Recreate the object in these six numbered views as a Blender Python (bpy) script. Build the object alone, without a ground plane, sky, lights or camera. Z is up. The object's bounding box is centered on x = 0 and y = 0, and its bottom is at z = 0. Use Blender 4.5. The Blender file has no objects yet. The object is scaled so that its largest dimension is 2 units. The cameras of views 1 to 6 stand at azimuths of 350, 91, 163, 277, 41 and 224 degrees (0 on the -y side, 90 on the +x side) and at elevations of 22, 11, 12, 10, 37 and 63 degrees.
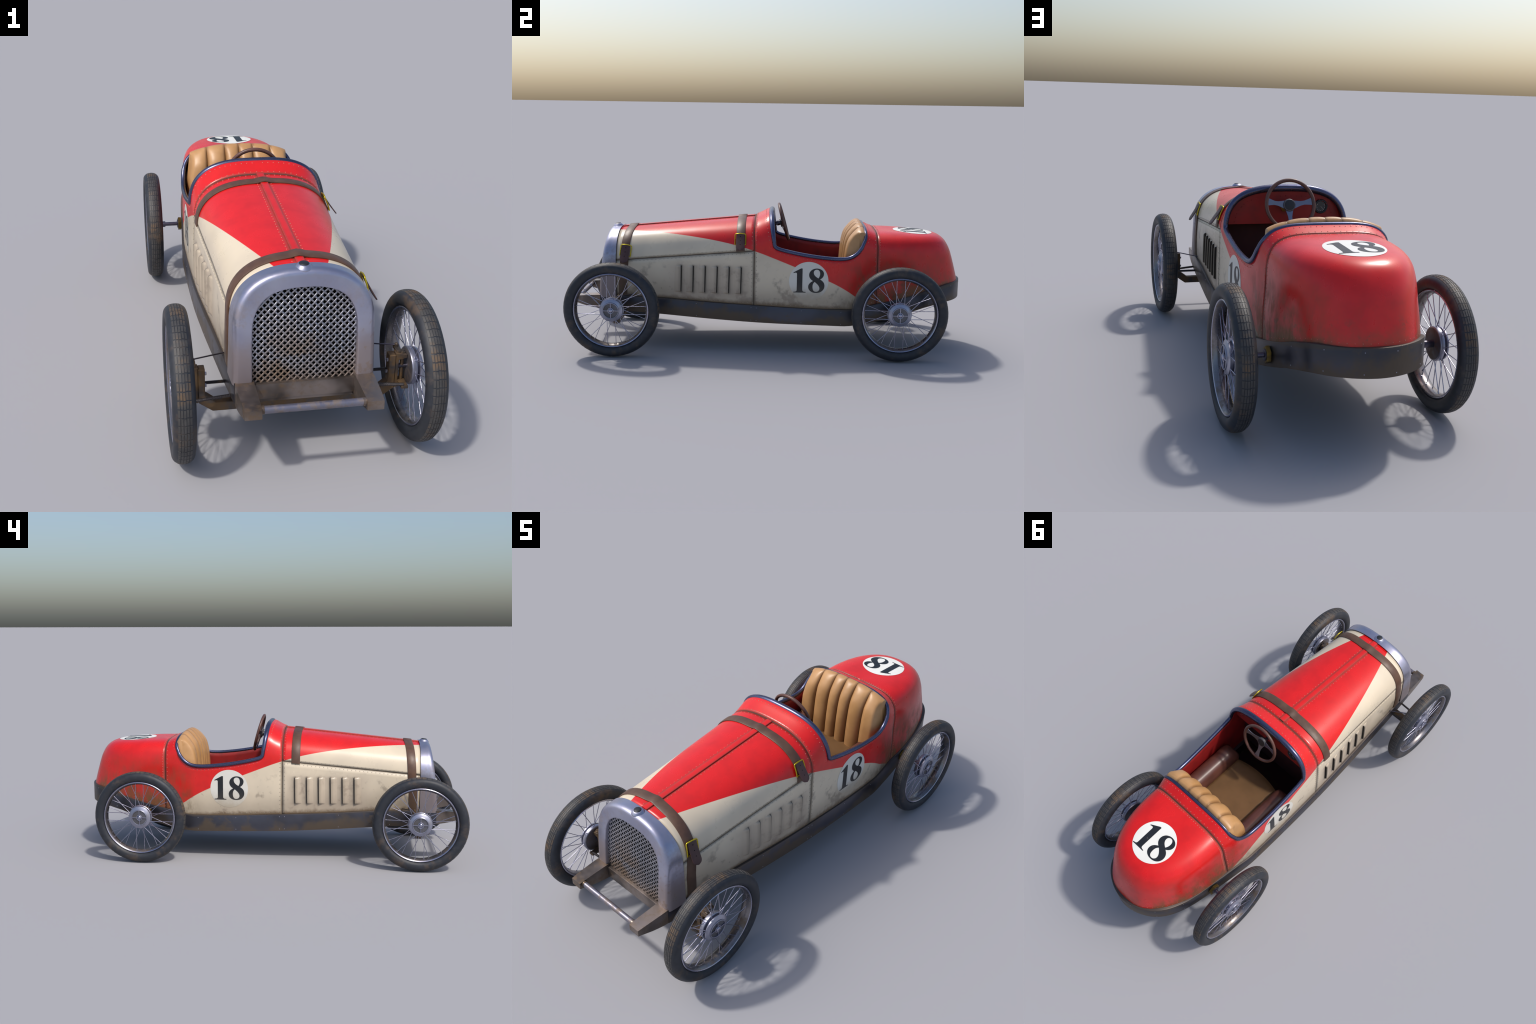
# Vintage soap-box racing car, built part by part (x right, -y front, z up).
import bpy, bmesh, math, random
from mathutils import Vector, Matrix, noise
from mathutils.bvhtree import BVHTree

rnd = random.Random(18)
PI = math.pi

# ------------------------------------------------------------------ helpers
def pchip(keys):
    """monotone cubic interpolation through (x, y) keys"""
    xs = [k[0] for k in keys]; ys = [k[1] for k in keys]; n = len(xs)
    d = [(ys[i+1]-ys[i])/(xs[i+1]-xs[i]) for i in range(n-1)]
    m = [d[0]] + [0.0 if d[i-1]*d[i] <= 0 else 2*d[i-1]*d[i]/(d[i-1]+d[i]) for i in range(1, n-1)] + [d[-1]]
    def f(x):
        if x <= xs[0]: return ys[0] + 0*m[0]
        if x >= xs[-1]: return ys[-1]
        i = 0
        while x > xs[i+1]: i += 1
        h = xs[i+1]-xs[i]; t = (x-xs[i])/h
        return (ys[i]*(1+2*t)*(1-t)**2 + m[i]*h*t*(1-t)**2 + ys[i+1]*t*t*(3-2*t) + m[i+1]*h*t*t*(t-1))
    return f

def lerp(a, b, t): return a+(b-a)*t

def sgnpow(v, e): return math.copysign(abs(v)**e, v)

car = bpy.data.objects.new("racing_car", None)
bpy.context.scene.collection.objects.link(car)
car.empty_display_size = 0.2
car["label"] = "vintage red and cream soapbox racing car with spoked wheels"
car["category"] = "toy car"

def link(ob, parent=None):
    bpy.context.scene.collection.objects.link(ob)
    ob.parent = parent if parent is not None else car
    return ob

def smooth_mesh(me, angle=40):
    for p in me.polygons: p.use_smooth = True
    if angle is not None and angle < 180:
        me.set_sharp_from_angle(angle=math.radians(angle))

def finish_bm(bm, name, mats, angle=40, parent=None, stuff=False, recalc=True):
    if recalc: bmesh.ops.recalc_face_normals(bm, faces=bm.faces)
    me = bpy.data.meshes.new(name)
    bm.to_mesh(me); bm.free()
    for m in (mats if isinstance(mats, (list, tuple)) else [mats]): me.materials.append(m)
    smooth_mesh(me, angle)
    ob = bpy.data.objects.new(name, me)
    link(ob, parent)
    if stuff: ob["kind"] = "stuff"
    return ob

def grid(bm, rows, closed_u=False, closed_v=False, mat=0):
    """rows: list of equal-length point lists"""
    vs = [[bm.verts.new(p) for p in r] for r in rows]
    nr, nc = len(vs), len(vs[0])
    for i in range(nr if closed_u else nr-1):
        for j in range(nc if closed_v else nc-1):
            a, b = vs[i][j], vs[(i+1) % nr][j]
            c, d = vs[(i+1) % nr][(j+1) % nc], vs[i][(j+1) % nc]
            q = []
            for v in (a, b, c, d):
                if v not in q: q.append(v)
            if len(q) >= 3:
                f = bm.faces.new(q); f.material_index = mat
    return vs

def tube(bm, pts, rad, seg=12, closed=False, caps=True, flat=1.0, mat=0):
    """sweep a circle along points; rad number or list; parallel transport"""
    n = len(pts); pts = [Vector(p) for p in pts]
    rads = rad if isinstance(rad, (list, tuple)) else [rad]*n
    tang = []
    for i in range(n):
        if closed: t = pts[(i+1) % n]-pts[i-1]
        else: t = pts[min(i+1, n-1)]-pts[max(i-1, 0)]
        tang.append(t.normalized())
    up = Vector((0, 0, 1)) if abs(tang[0].z) < .9 else Vector((1, 0, 0))
    nrm = (up-tang[0]*up.dot(tang[0])).normalized()
    rows = []
    for i in range(n):
        if i: nrm = (nrm-tang[i]*nrm.dot(tang[i])).normalized()
        bn = tang[i].cross(nrm)
        rows.append([pts[i]+rads[i]*(math.cos(2*PI*k/seg)*nrm*flat+math.sin(2*PI*k/seg)*bn) for k in range(seg)])
    vs = grid(bm, rows, closed_u=closed, closed_v=True, mat=mat)
    if caps and not closed:
        bm.faces.new(vs[0]).material_index = mat; bm.faces.new(vs[-1]).material_index = mat
    return vs

def lathe_x(bm, prof, seg=48, cx=0, cy=0, cz=0, closed=False, mat=0):
    """profile list of (x, r) swept round the x axis"""
    rows = [[(cx+x, cy+r*math.cos(2*PI*k/seg), cz+r*math.sin(2*PI*k/seg)) for k in range(seg)] for x, r in prof]
    return grid(bm, rows, closed_u=closed, closed_v=True, mat=mat)

def lathe(bm, prof, mtx, seg=32, mat=0):
    rows = [[mtx @ Vector((r*math.cos(2*PI*k/seg), r*math.sin(2*PI*k/seg), h)) for k in range(seg)] for r, h in prof]
    vs = grid(bm, rows, closed_v=True, mat=mat)
    if prof[0][0] > 1e-6: bm.faces.new(vs[0]).material_index = mat
    if prof[-1][0] > 1e-6: bm.faces.new(vs[-1]).material_index = mat
    return vs

def box(bm, lo, hi, bevel=0.0, mtx=None, mat=0):
    lo, hi = Vector(lo), Vector(hi)
    r = bmesh.ops.create_cube(bm, size=1.0)
    vs = r["verts"]
    for v in vs:
        v.co = Vector([lerp(lo[i], hi[i], v.co[i]+.5) for i in range(3)])
    fs = list({f for v in vs for f in v.link_faces})
    if bevel > 0:
        es = list({e for v in vs for e in v.link_edges})
        rb = bmesh.ops.bevel(bm, geom=es, offset=bevel, segments=2, affect='EDGES', profile=.6)
        vs = list({v for f in rb["faces"] for v in f.verts}); 
        fs = list({f for v in vs for f in v.link_faces})
    for f in fs: f.material_index = mat
    if mtx is not None:
        for v in vs: v.co = mtx @ v.co
    return vs

def prism(bm, poly, axis, lo, hi, mat=0):
    """extrude a 2d polygon; axis = missing coordinate"""
    def P(a, b, c):
        if axis == 0: return (c, a, b)
        if axis == 1: return (a, c, b)
        return (a, b, c)
    A = [bm.verts.new(P(p[0], p[1], lo)) for p in poly]
    B = [bm.verts.new(P(p[0], p[1], hi)) for p in poly]
    n = len(poly); fs = []
    for i in range(n): fs.append(bm.faces.new((A[i], A[(i+1) % n], B[(i+1) % n], B[i])))
    fs.append(bm.faces.new(A)); fs.append(bm.faces.new(B))
    for f in fs: f.material_index = mat
    return A+B

def bevel_all(bm, off, seg=2, ang=35):
    es = [e for e in bm.edges if len(e.link_faces) == 2 and e.calc_face_angle(0) > math.radians(ang)]
    bmesh.ops.bevel(bm, geom=es, offset=off, segments=seg, affect='EDGES', profile=.6, clamp_overlap=True)

# ---------------------------------------------------------------- materials
class NB:
    """tiny node builder"""
    def __init__(self, name):
        self.m = bpy.data.materials.new(name); self.m.use_nodes = True
        self.t = self.m.node_tree; self.n = self.t.nodes
        self.bsdf = self.n["Principled BSDF"]
        self.tc = self.n.new("ShaderNodeTexCoord")
        self.obj = self.tc.outputs["Object"]
        s = self.n.new("ShaderNodeSeparateXYZ"); self.t.links.new(self.obj, s.inputs[0])
        self.x, self.y, self.z = s.outputs
    def L(self, a, b): self.t.links.new(a, b)
    def put(self, sock, v):
        if isinstance(v, (int, float)): sock.default_value = v
        elif isinstance(v, (tuple, list)): sock.default_value = tuple(v)+((1,) if len(v) == 3 and sock.type == 'RGBA' else ())
        else: self.L(v, sock)
    def math(self, op, a, b=0.0, c=0.0, clamp=False):
        n = self.n.new("ShaderNodeMath"); n.operation = op; n.use_clamp = clamp
        self.put(n.inputs[0], a); self.put(n.inputs[1], b); self.put(n.inputs[2], c)
        return n.outputs[0]
    def ss(self, v, lo, hi, a=0.0, b=1.0):
        n = self.n.new("ShaderNodeMapRange"); n.interpolation_type = 'SMOOTHSTEP'
        self.put(n.inputs[0], v)
        for i, q in enumerate((lo, hi, a, b)): self.put(n.inputs[1+i], q)
        return n.outputs[0]
    def noise(self, scale, detail=4, rough=.55, stretch=(1, 1, 1), off=(0, 0, 0), vec=None):
        mp = self.n.new("ShaderNodeMapping"); self.L(vec or self.obj, mp.inputs[0])
        mp.inputs["Scale"].default_value = stretch; mp.inputs["Location"].default_value = off
        n = self.n.new("ShaderNodeTexNoise"); self.L(mp.outputs[0], n.inputs["Vector"])
        n.inputs["Scale"].default_value = scale; n.inputs["Detail"].default_value = detail
        n.inputs["Roughness"].default_value = rough
        return n.outputs["Fac"]
    def mix(self, f, a, b):
        n = self.n.new("ShaderNodeMix"); n.data_type = 'RGBA'
        self.put(n.inputs[0], f); self.put(n.inputs[6], a); self.put(n.inputs[7], b)
        return n.outputs[2]
    def mul(self, col, f):
        n = self.n.new("ShaderNodeMix"); n.data_type = 'RGBA'; n.blend_type = 'MULTIPLY'
        n.inputs[0].default_value = 1.0
        self.put(n.inputs[6], col); self.put(n.inputs[7], f)
        return n.outputs[2]
    def out(self, col, rough=.5, metal=0.0, bump=None, bstr=.2, bdist=.002, coat=0.0, spec=.5):
        self.put(self.bsdf.inputs["Base Color"], col); self.put(self.bsdf.inputs["Roughness"], rough)
        self.put(self.bsdf.inputs["Metallic"], metal); self.put(self.bsdf.inputs["Coat Weight"], coat)
        self.put(self.bsdf.inputs["Specular IOR Level"], spec)
        self.bsdf.inputs["Coat Roughness"].default_value = .12
        if bump is not None:
            b = self.n.new("ShaderNodeBump"); b.inputs["Strength"].default_value = bstr
            b.inputs["Distance"].default_value = bdist
            self.L(bump, b.inputs["Height"]); self.L(b.outputs[0], self.bsdf.inputs["Normal"])
        return self.m

RED = (.70, .0125, .0115); CREAM = (.70, .60, .45); MUD = (.105, .066, .036); GRIME = (.06, .05, .042)

def seam_masks(b):
    """distance for thin lines of painted occlusion that follow the panel seams of the body"""
    c = b.math('ABSOLUTE', b.math('ADD', b.y, .070))
    t = b.math('ABSOLUTE', b.math('SUBTRACT', b.y, .548))
    zl = b.math('ABSOLUTE', b.math('SUBTRACT', b.z, b.math('MULTIPLY_ADD', b.y, .0935, .5255)))
    fr = b.math('LESS_THAN', b.y, -.066)
    zl = b.math('ADD', zl, b.math('SUBTRACT', 1.0, fr))
    d = b.math('MINIMUM', b.math('MINIMUM', c, t), zl)
    hg = b.math('ABSOLUTE', b.math('SUBTRACT', b.math('ABSOLUTE', b.x), .0150))
    hg = b.math('ADD', b.math('ADD', hg, .003), b.math('SUBTRACT', 1.0, b.math('MULTIPLY', fr, b.ss(b.z, .55, .56))))
    d = b.math('MINIMUM', d, hg)
    return d

def make_paint(name, inner=False):
    b = NB(name)
    ax = b.math('ABSOLUTE', b.x)
    q = b.math('MINIMUM', b.math('MAXIMUM', b.math('SUBTRACT', b.y, .3), 0.0), .14)
    f = b.math('ADD', b.z, b.math('MULTIPLY', b.y, .41))
    f = b.math('ADD', f, b.math('MULTIPLY', ax, -1.3))
    f = b.math('ADD', f, b.math('MULTIPLY', b.math('MULTIPLY', q, q), .80))
    red = b.ss(f, .1746-.0016, .1746+.0016)
    fine = b.noise(55, 5, .65)
    mid = b.noise(14, 5, .6)
    big = b.noise(5, 3, .5)
    streak = b.noise(26, 6, .68, stretch=(1, 1, .40))
    # red, slightly blotchy
    r = b.mix(b.ss(mid, .35, .75), RED, (.60, .0105, .010))
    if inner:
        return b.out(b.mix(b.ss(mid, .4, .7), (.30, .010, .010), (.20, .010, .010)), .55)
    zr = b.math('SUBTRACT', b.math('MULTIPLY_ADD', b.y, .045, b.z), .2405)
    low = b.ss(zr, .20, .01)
    # red dust: behind the rear wheels and low on the tail
    rear = b.ss(b.y, .30, .58)
    side = b.ss(ax, .10, .20)
    hgt = b.ss(b.math('ADD', b.z, b.math('MULTIPLY', mid, -.25)), .42, .16)
    hgt2 = b.ss(b.math('ADD', b.z, b.math('MULTIPLY', big, -.20)), .50, .20)
    rm = b.math('MULTIPLY', b.math('MULTIPLY', hgt, rear), b.math('MULTIPLY_ADD', side, .8, .2))
    rm = b.math('MULTIPLY', rm, b.ss(streak, .38, .62))
    rm2 = b.math('MULTIPLY', b.math('MULTIPLY', hgt2, rear), side)
    r = b.mix(b.math('MULTIPLY', rm2, .38), r, (.24, .055, .04))
    r = b.mix(b.math('MULTIPLY', rm, .85, clamp=True), r, (.155, .075, .030))
    base = b.math('MULTIPLY', b.math('MULTIPLY', rear, b.ss(b.math('ADD', b.math('SUBTRACT', b.z, b.math('MULTIPLY', b.math('MAXIMUM', b.math('SUBTRACT', b.y, .45), 0), .21)), b.math('MULTIPLY', b.math('ADD', fine, mid), -.045)), .262, .205)), b.ss(mid, .34, .56))
    r = b.mix(b.math('MULTIPLY', base, b.math('MULTIPLY_ADD', side, .6, .3)), r, (.17, .088, .035))
    blot = b.math('MULTIPLY', b.math('MULTIPLY', b.ss(b.noise(20, 5, .65, off=(4, 2, 7)), .56, .66), rear), b.ss(b.z, .46, .36))
    r = b.mix(b.math('MULTIPLY', blot, .7), r, (.16, .06, .03))
    r = b.mix(b.math('MULTIPLY', b.ss(fine, .60, .80), .15), r, (.40, .015, .015))
    # cream, sooty and brown towards the sill
    c = b.mix(b.ss(big, .35, .7), CREAM, (.61, .525, .40))
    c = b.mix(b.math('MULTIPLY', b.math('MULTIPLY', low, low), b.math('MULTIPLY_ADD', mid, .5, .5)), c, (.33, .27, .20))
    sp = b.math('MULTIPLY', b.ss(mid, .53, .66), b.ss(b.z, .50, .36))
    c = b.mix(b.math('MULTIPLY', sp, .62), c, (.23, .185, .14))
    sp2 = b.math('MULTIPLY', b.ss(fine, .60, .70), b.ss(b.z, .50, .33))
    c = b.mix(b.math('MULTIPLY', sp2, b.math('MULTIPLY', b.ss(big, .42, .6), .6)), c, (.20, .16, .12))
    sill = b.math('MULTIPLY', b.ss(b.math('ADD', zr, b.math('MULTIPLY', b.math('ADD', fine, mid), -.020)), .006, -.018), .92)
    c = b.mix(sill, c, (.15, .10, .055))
    rear2 = b.math('MULTIPLY', b.ss(b.y, .33, .46), b.ss(b.z, .34, .24))
    c = b.mix(b.math('MULTIPLY', rear2, b.ss(streak, .35, .6)), c, (.16, .12, .075))
    # soft occlusion shading painted into the cream on both sides of each louvre edge
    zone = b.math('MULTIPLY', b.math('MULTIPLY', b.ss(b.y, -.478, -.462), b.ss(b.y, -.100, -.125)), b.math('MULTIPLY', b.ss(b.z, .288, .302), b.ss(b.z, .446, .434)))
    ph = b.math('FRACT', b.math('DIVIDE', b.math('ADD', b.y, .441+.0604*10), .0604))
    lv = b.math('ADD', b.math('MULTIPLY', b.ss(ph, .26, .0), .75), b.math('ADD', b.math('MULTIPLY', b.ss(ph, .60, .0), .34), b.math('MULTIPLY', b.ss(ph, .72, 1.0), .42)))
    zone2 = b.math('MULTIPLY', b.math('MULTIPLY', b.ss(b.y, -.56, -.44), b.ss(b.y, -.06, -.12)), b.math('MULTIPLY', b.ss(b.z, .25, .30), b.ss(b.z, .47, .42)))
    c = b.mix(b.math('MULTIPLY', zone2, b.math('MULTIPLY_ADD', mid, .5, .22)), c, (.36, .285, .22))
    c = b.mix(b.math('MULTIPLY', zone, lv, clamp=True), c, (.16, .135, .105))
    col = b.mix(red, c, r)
    sd = seam_masks(b)
    grime = b.math('MULTIPLY', b.ss(sd, .014, .002), b.math('MULTIPLY_ADD', mid, .8, .28))  # darkens paint beside joints and hinge edges with baked contact shade
    col = b.mix(grime, col, b.mix(red, (.17, .14, .10), (.22, .055, .038)))
    rough = b.math('ADD', b.math('MULTIPLY_ADD', mid, .16, .21), b.math('MULTIPLY', b.math('MAXIMUM', rm, b.math('MULTIPLY', low, .5)), .3))
    bump = b.noise(9, 1, .4)
    return b.out(col, rough, 0, bump, .05, .004, spec=.5)

M_paint = make_paint("red_and_cream_paint")
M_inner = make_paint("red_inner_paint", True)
def rivet_paint():
    b = NB("worn_rivet_paint")
    ax = b.math('ABSOLUTE', b.x)
    f = b.math('ADD', b.math('ADD', b.z, b.math('MULTIPLY', b.y, .41)), b.math('MULTIPLY', ax, -1.3))
    red = b.ss(f, .1746-.0016, .1746+.0016)
    n = b.noise(40, 3, .5)
    return b.out(b.mix(red, (.27, .235, .185), b.mix(b.ss(n, .4, .6), (.60, .11, .08), (.50, .16, .11))), .4)
M_rivet = rivet_paint()

def metal(name, c1, c2, rust, rough=.35, met=.9, rz=None, rscale=18, lo=.5, hi=.72, bs=.15, amt=.8, rmet=.35):
    b = NB(name)
    a = b.noise(rscale, 5, .6); f = b.noise(70, 4, .6); big = b.noise(6, 3, .5, off=(3, 1, 2))
    col = b.mix(b.ss(big, .35, .65), c1, c2)
    m = b.ss(b.math('ADD', b.math('MULTIPLY', a, .7), b.math('MULTIPLY', f, .3)), lo, hi)
    if rz is not None:                                  # rust climbs from below
        m = b.math('MAXIMUM', b.math('MULTIPLY', m, b.ss(b.z, rz[1]+.15, rz[0], .15, 1.0)),
                   b.math('MULTIPLY', b.ss(b.math('ADD', b.z, b.math('MULTIPLY', a, -.16)), rz[1]-.08, rz[0]-.08), .8))
    m = b.math('MULTIPLY', m, amt, clamp=True)
    col = b.mix(m, col, rust)
    return b.out(col, b.math('ADD', b.math('MULTIPLY_ADD', f, .15, rough-.07), b.math('MULTIPLY', m, .25), clamp=True),
                 b.math('SUBTRACT', met, b.math('MULTIPLY', m, met-rmet)), b.math('ADD', a, b.math('MULTIPLY', f, .4)), bs, .002)

M_chrome = metal("brushed_radiator_steel", (.44, .45, .56), (.35, .36, .48), (.23, .165, .125), .33, .85, rz=(.33, .47), rscale=11, lo=.46, hi=.64, amt=.85)
M_bar = metal("tie_bar_steel", (.25, .25, .32), (.20, .195, .24), (.19, .145, .11), .36, .8, rscale=22, lo=.44, hi=.60, amt=.8)
M_trim = metal("dark_blue_steel_trim", (.105, .115, .20), (.080, .088, .155), (.10, .08, .07), .28, .85, lo=.62, hi=.8, amt=.5)
M_apron = metal("weathered_dark_sheet_metal", (.070, .070, .086), (.050, .047, .052), (.075, .052, .032), .38, .65, lo=.40, hi=.64, rscale=9, amt=.85, rmet=.25)
def apron_mat():
    b = NB("weathered_sill_metal")
    a = b.noise(11, 5, .6); f = b.noise(60, 4, .6); big = b.noise(4, 3, .5)
    zt_ = b.math('MAXIMUM', b.math('MULTIPLY_ADD', b.y, -.045, .2405), b.math('MINIMUM', b.math('MULTIPLY_ADD', b.y, .225, .134), .355))
    d = b.math('SUBTRACT', zt_, b.z)
    m = b.ss(b.math('ADD', d, b.math('MULTIPLY', b.math('SUBTRACT', b.math('ADD', a, big), 1.0), .16)), .028, .075)
    m2 = b.math('MULTIPLY', b.ss(d, .010, -.002), .55)
    m = b.math('MAXIMUM', b.math('MULTIPLY', m, .8), m2)
    m = b.math('MAXIMUM', m, b.math('MULTIPLY', b.ss(b.math('ADD', b.math('MULTIPLY', a, .6), b.math('MULTIPLY', f, .4)), .52, .64), .7), clamp=True)
    col = b.mix(m, b.mix(b.ss(big, .35, .65), (.078, .079, .100), (.060, .058, .068)), (.088, .062, .037))
    return b.out(col, b.math('MULTIPLY_ADD', m, .16, .34), b.math('MULTIPLY_ADD', m, -.5, .8), f, .12, .002)
M_apron = apron_mat()
M_rail = metal("rusty_frame_steel", (.26, .22, .20), (.060, .050, .044), (.160, .100, .052), .33, .8, lo=.46, hi=.66, rscale=18, amt=.7, rmet=.45)
M_mesh = metal("grille_wire", (.37, .37, .41), (.28, .28, .31), (.20, .125, .065), .30, .9, rz=(.28, .36), rscale=10, lo=.42, hi=.60, amt=.85)
M_spoke = metal("spoke_steel", (.40, .40, .50), (.34, .35, .45), (.20, .15, .11), .25, .95, lo=.6, hi=.8, amt=.5)
M_rim = metal("rim_steel", (.24, .23, .24), (.17, .16, .17), (.13, .09, .055), .28, .9, lo=.48, hi=.66, rscale=16, amt=.8)
M_hub = metal("hub_steel", (.40, .41, .50), (.33, .34, .43), (.16, .13, .11), .34, .85, lo=.52, hi=.72, rscale=25, amt=.7)
M_hubdark = metal("hub_recess_steel", (.15, .15, .17), (.11, .11, .12), (.10, .08, .06), .5, .6)
M_drum = metal("drum_steel", (.20, .19, .21), (.14, .13, .15), (.13, .095, .07), .42, .7, lo=.45, hi=.65, rscale=20)
M_axle = metal("axle_steel", (.13, .12, .16), (.10, .10, .13), (.10, .07, .05), .3, .85, lo=.55, hi=.75)
M_susp = metal("rusty_bracket_steel", (.10, .085, .078), (.07, .062, .060), (.145, .085, .036), .42, .6, lo=.38, hi=.58, rscale=20, amt=.9, rmet=.25)
M_rod = metal("threaded_rod_steel", (.085, .075, .075), (.06, .055, .058), (.14, .09, .04), .4, .7, lo=.55, hi=.7)
M_brass = metal("brass_buckle", (.62, .49, .03), (.52, .39, .02), (.35, .22, .02), .28, .75, lo=.6, hi=.8)
M_bronze = metal("dirty_brass_nut", (.27, .18, .035), (.20, .13, .03), (.08, .055, .03), .4, .7, lo=.42, hi=.62, rscale=30)
M_wheelspoke = metal("steering_spoke_steel", (.20, .22, .30), (.16, .18, .25), (.1, .09, .09), .35, .8, lo=.6, hi=.8)
M_bolt = metal("small_steel_bolt", (.36, .36, .42), (.30, .30, .36), (.15, .11, .08), .35, .85)

def simple(name, col, rough=.6, met=0.0, c2=None, scale=20, bs=.1, spec=.5):
    b = NB(name)
    n = b.noise(scale, 4, .6)
    c = b.mix(b.ss(n, .35, .65), col, c2 or tuple(v*.8 for v in col))
    return b.out(c, rough, met, n, bs, .002, spec=spec)

M_black = simple("black_void", (.006, .006, .006), .9, spec=.1)
M_seam = simple("seam_gap_dark", (.085, .060, .046), .9, spec=.2)
M_dark = simple("dark_opening", (.048, .040, .032), .8, spec=.2)
def tan_mat():
    b = NB("tan_leather")
    n = b.noise(9, 4, .6); f = b.noise(90, 3, .6)
    d = None
    for g in (-.136, -.0595, -.0005, .0590, .1355):      # five channel grooves, their shadow painted into the leather
        e = b.math('ABSOLUTE', b.math('SUBTRACT', b.x, g))
        d = e if d is None else b.math('MINIMUM', d, e)
    c = b.mix(b.ss(n, .35, .65), (.53, .29, .120), (.45, .24, .094))
    c = b.mix(b.math('MULTIPLY', b.ss(d, .013, .001), .6), c, (.16, .075, .028))
    c = b.mix(b.math('MULTIPLY', b.ss(b.z, .50, .34), .35), c, (.20, .10, .04))
    return b.out(c, .40, 0, f, .06, .001)
M_tan = tan_mat()
M_pan = simple("brown_seat_leather", (.31, .165, .068), .5, 0, (.255, .137, .056), 9, .1)
M_bolster = simple("dark_brown_leather", (.115, .042, .030), .36, 0, (.085, .032, .024), 14, .1)
M_wood = simple("brown_steering_wheel_rim", (.125, .054, .040), .40, 0, (.095, .042, .032), 30, .1)
M_disc = simple("number_disc_white", (.86, .85, .79), .35, 0, (.82, .81, .74), 6, .05)
M_floor = simple("floor_dark_red", (.045, .012, .012), .8)
M_glass = simple("gauge_face", (.020, .024, .028), .2)
M_mark = simple("gauge_marks", (.45, .47, .47), .5)
M_horn = simple("dark_horn_button", (.016, .019, .024), .5)

def strap_mat():
    b = NB("brown_strap_leather")
    n = b.noise(22, 5, .6); f = b.noise(120, 3, .6)
    c = b.mix(b.ss(n, .35, .65), (.115, .060, .036), (.085, .042, .027))
    c = b.mix(b.math('MULTIPLY', b.ss(b.z, .42, .28), .7), c, (.075, .048, .026))
    return b.out(c, b.math('MULTIPLY_ADD', n, .2, .36), 0, f, .12, .001)
M_strap = strap_mat()
M_straptail = simple("strap_end_leather", (.085, .037, .033), .45, 0, (.07, .03, .027), 30, .1)

def tyre_mat(name, base, mudamt):
    b = NB(name)
    n = b.noise(9, 5, .62); f = b.noise(45, 4, .6); g = b.noise(3.5, 2, .5)
    c = b.mix(b.ss(f, .4, .7), base, tuple(v*1.35 for v in base))
    m = b.math('MULTIPLY', b.ss(b.math('ADD', b.math('MULTIPLY', n, .75), b.math('MULTIPLY', f, .25)), .50, .68), mudamt)
    c = b.mix(m, c, (.125, .078, .042))
    return b.out(c, b.math('MULTIPLY_ADD', m, .2, .55), 0, f, .15, .0015)
M_tyre = tyre_mat("tyre_rubber", (.0175, .0205, .0275), .55)
M_tread = tyre_mat("tread_rubber", (.046, .044, .043), 1.0)

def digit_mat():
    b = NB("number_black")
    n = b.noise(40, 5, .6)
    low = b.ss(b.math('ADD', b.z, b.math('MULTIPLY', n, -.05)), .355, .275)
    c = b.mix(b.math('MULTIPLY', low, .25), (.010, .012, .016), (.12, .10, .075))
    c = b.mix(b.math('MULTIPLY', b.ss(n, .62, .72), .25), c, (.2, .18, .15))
    return b.out(c, .42)
M_digit = digit_mat()

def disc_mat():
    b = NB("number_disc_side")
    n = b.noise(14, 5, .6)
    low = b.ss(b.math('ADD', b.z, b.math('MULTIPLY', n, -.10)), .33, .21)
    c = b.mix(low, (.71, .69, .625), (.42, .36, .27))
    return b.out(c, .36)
M_sidedisc = disc_mat()

# ------------------------------------------------------------ body surface
Y_FRONT, Y_COWL, Y_TAIL = -.768, -.070, .548
f_ws = pchip([(-.80, .205), (-.765, .2075), (-.44, .2235), (-.14, .2405), (-.07, .243), (.0, .2455), (.2, .2465), (.36, .2435), (.47, .236), (.548, .2245)])
f_wb = pchip([(-.80, .2075), (-.765, .2095), (-.44, .2255), (-.07, .2435), (.2, .2455), (.4, .2425), (.47, .238), (.548, .2305)])
f_zb = pchip([(-.80, .262), (-.765, .26), (-.55, .255), (-.3, .24), (-.05, .228), (.18, .216), (.40, .212), (.5, .235), (.548, .245)])
f_zs = pchip([(-.80, .425), (-.765, .43), (-.07, .492), (.02, .50), (.30, .46), (.47, .45), (.548, .43)])
_zt_bonnet = pchip([(-.80, .5935), (-.765, .597), (-.40, .633), (-.07, .6655)])
_zt_cowl = pchip([(-.07, .6668), (-.04, .6805), (.0, .6985), (.035, .704), (.2, .68), (.44, .640), (.485, .630), (.548, .6065)])
def f_zt(y): return _zt_bonnet(y) if y <= Y_COWL else _zt_cowl(y)
f_n = pchip([(-.80, 2.5), (-.765, 2.5), (-.07, 2.65), (.02, 3.0), (.40, 4.2), (.548, 4.2)])
SEAM_U0 = 1.0     # u: 0 sill, 1 shoulder, 2 crown

_cache = {}
def arch(y):
    k = round(y, 5)
    if k in _cache: return _cache[k]
    ws, zs, zt, n = f_ws(y), f_zs(y), f_zt(y), f_n(y)
    pts = []
    N = 160
    for i in range(N+1):
        t = (i/N); t = t*PI/2
        # blend of both parametrisations for even spacing
        pts.append((ws*sgnpow(math.cos(t), 2/n), zs+(zt-zs)*sgnpow(math.sin(t), 2/n)))
    pts[-1] = (0, zt)
    L = [0]
    for a, c in zip(pts, pts[1:]): L.append(L[-1]+math.hypot(c[0]-a[0], c[1]-a[1]))
    _cache[k] = (pts, L)
    return _cache[k]

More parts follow.
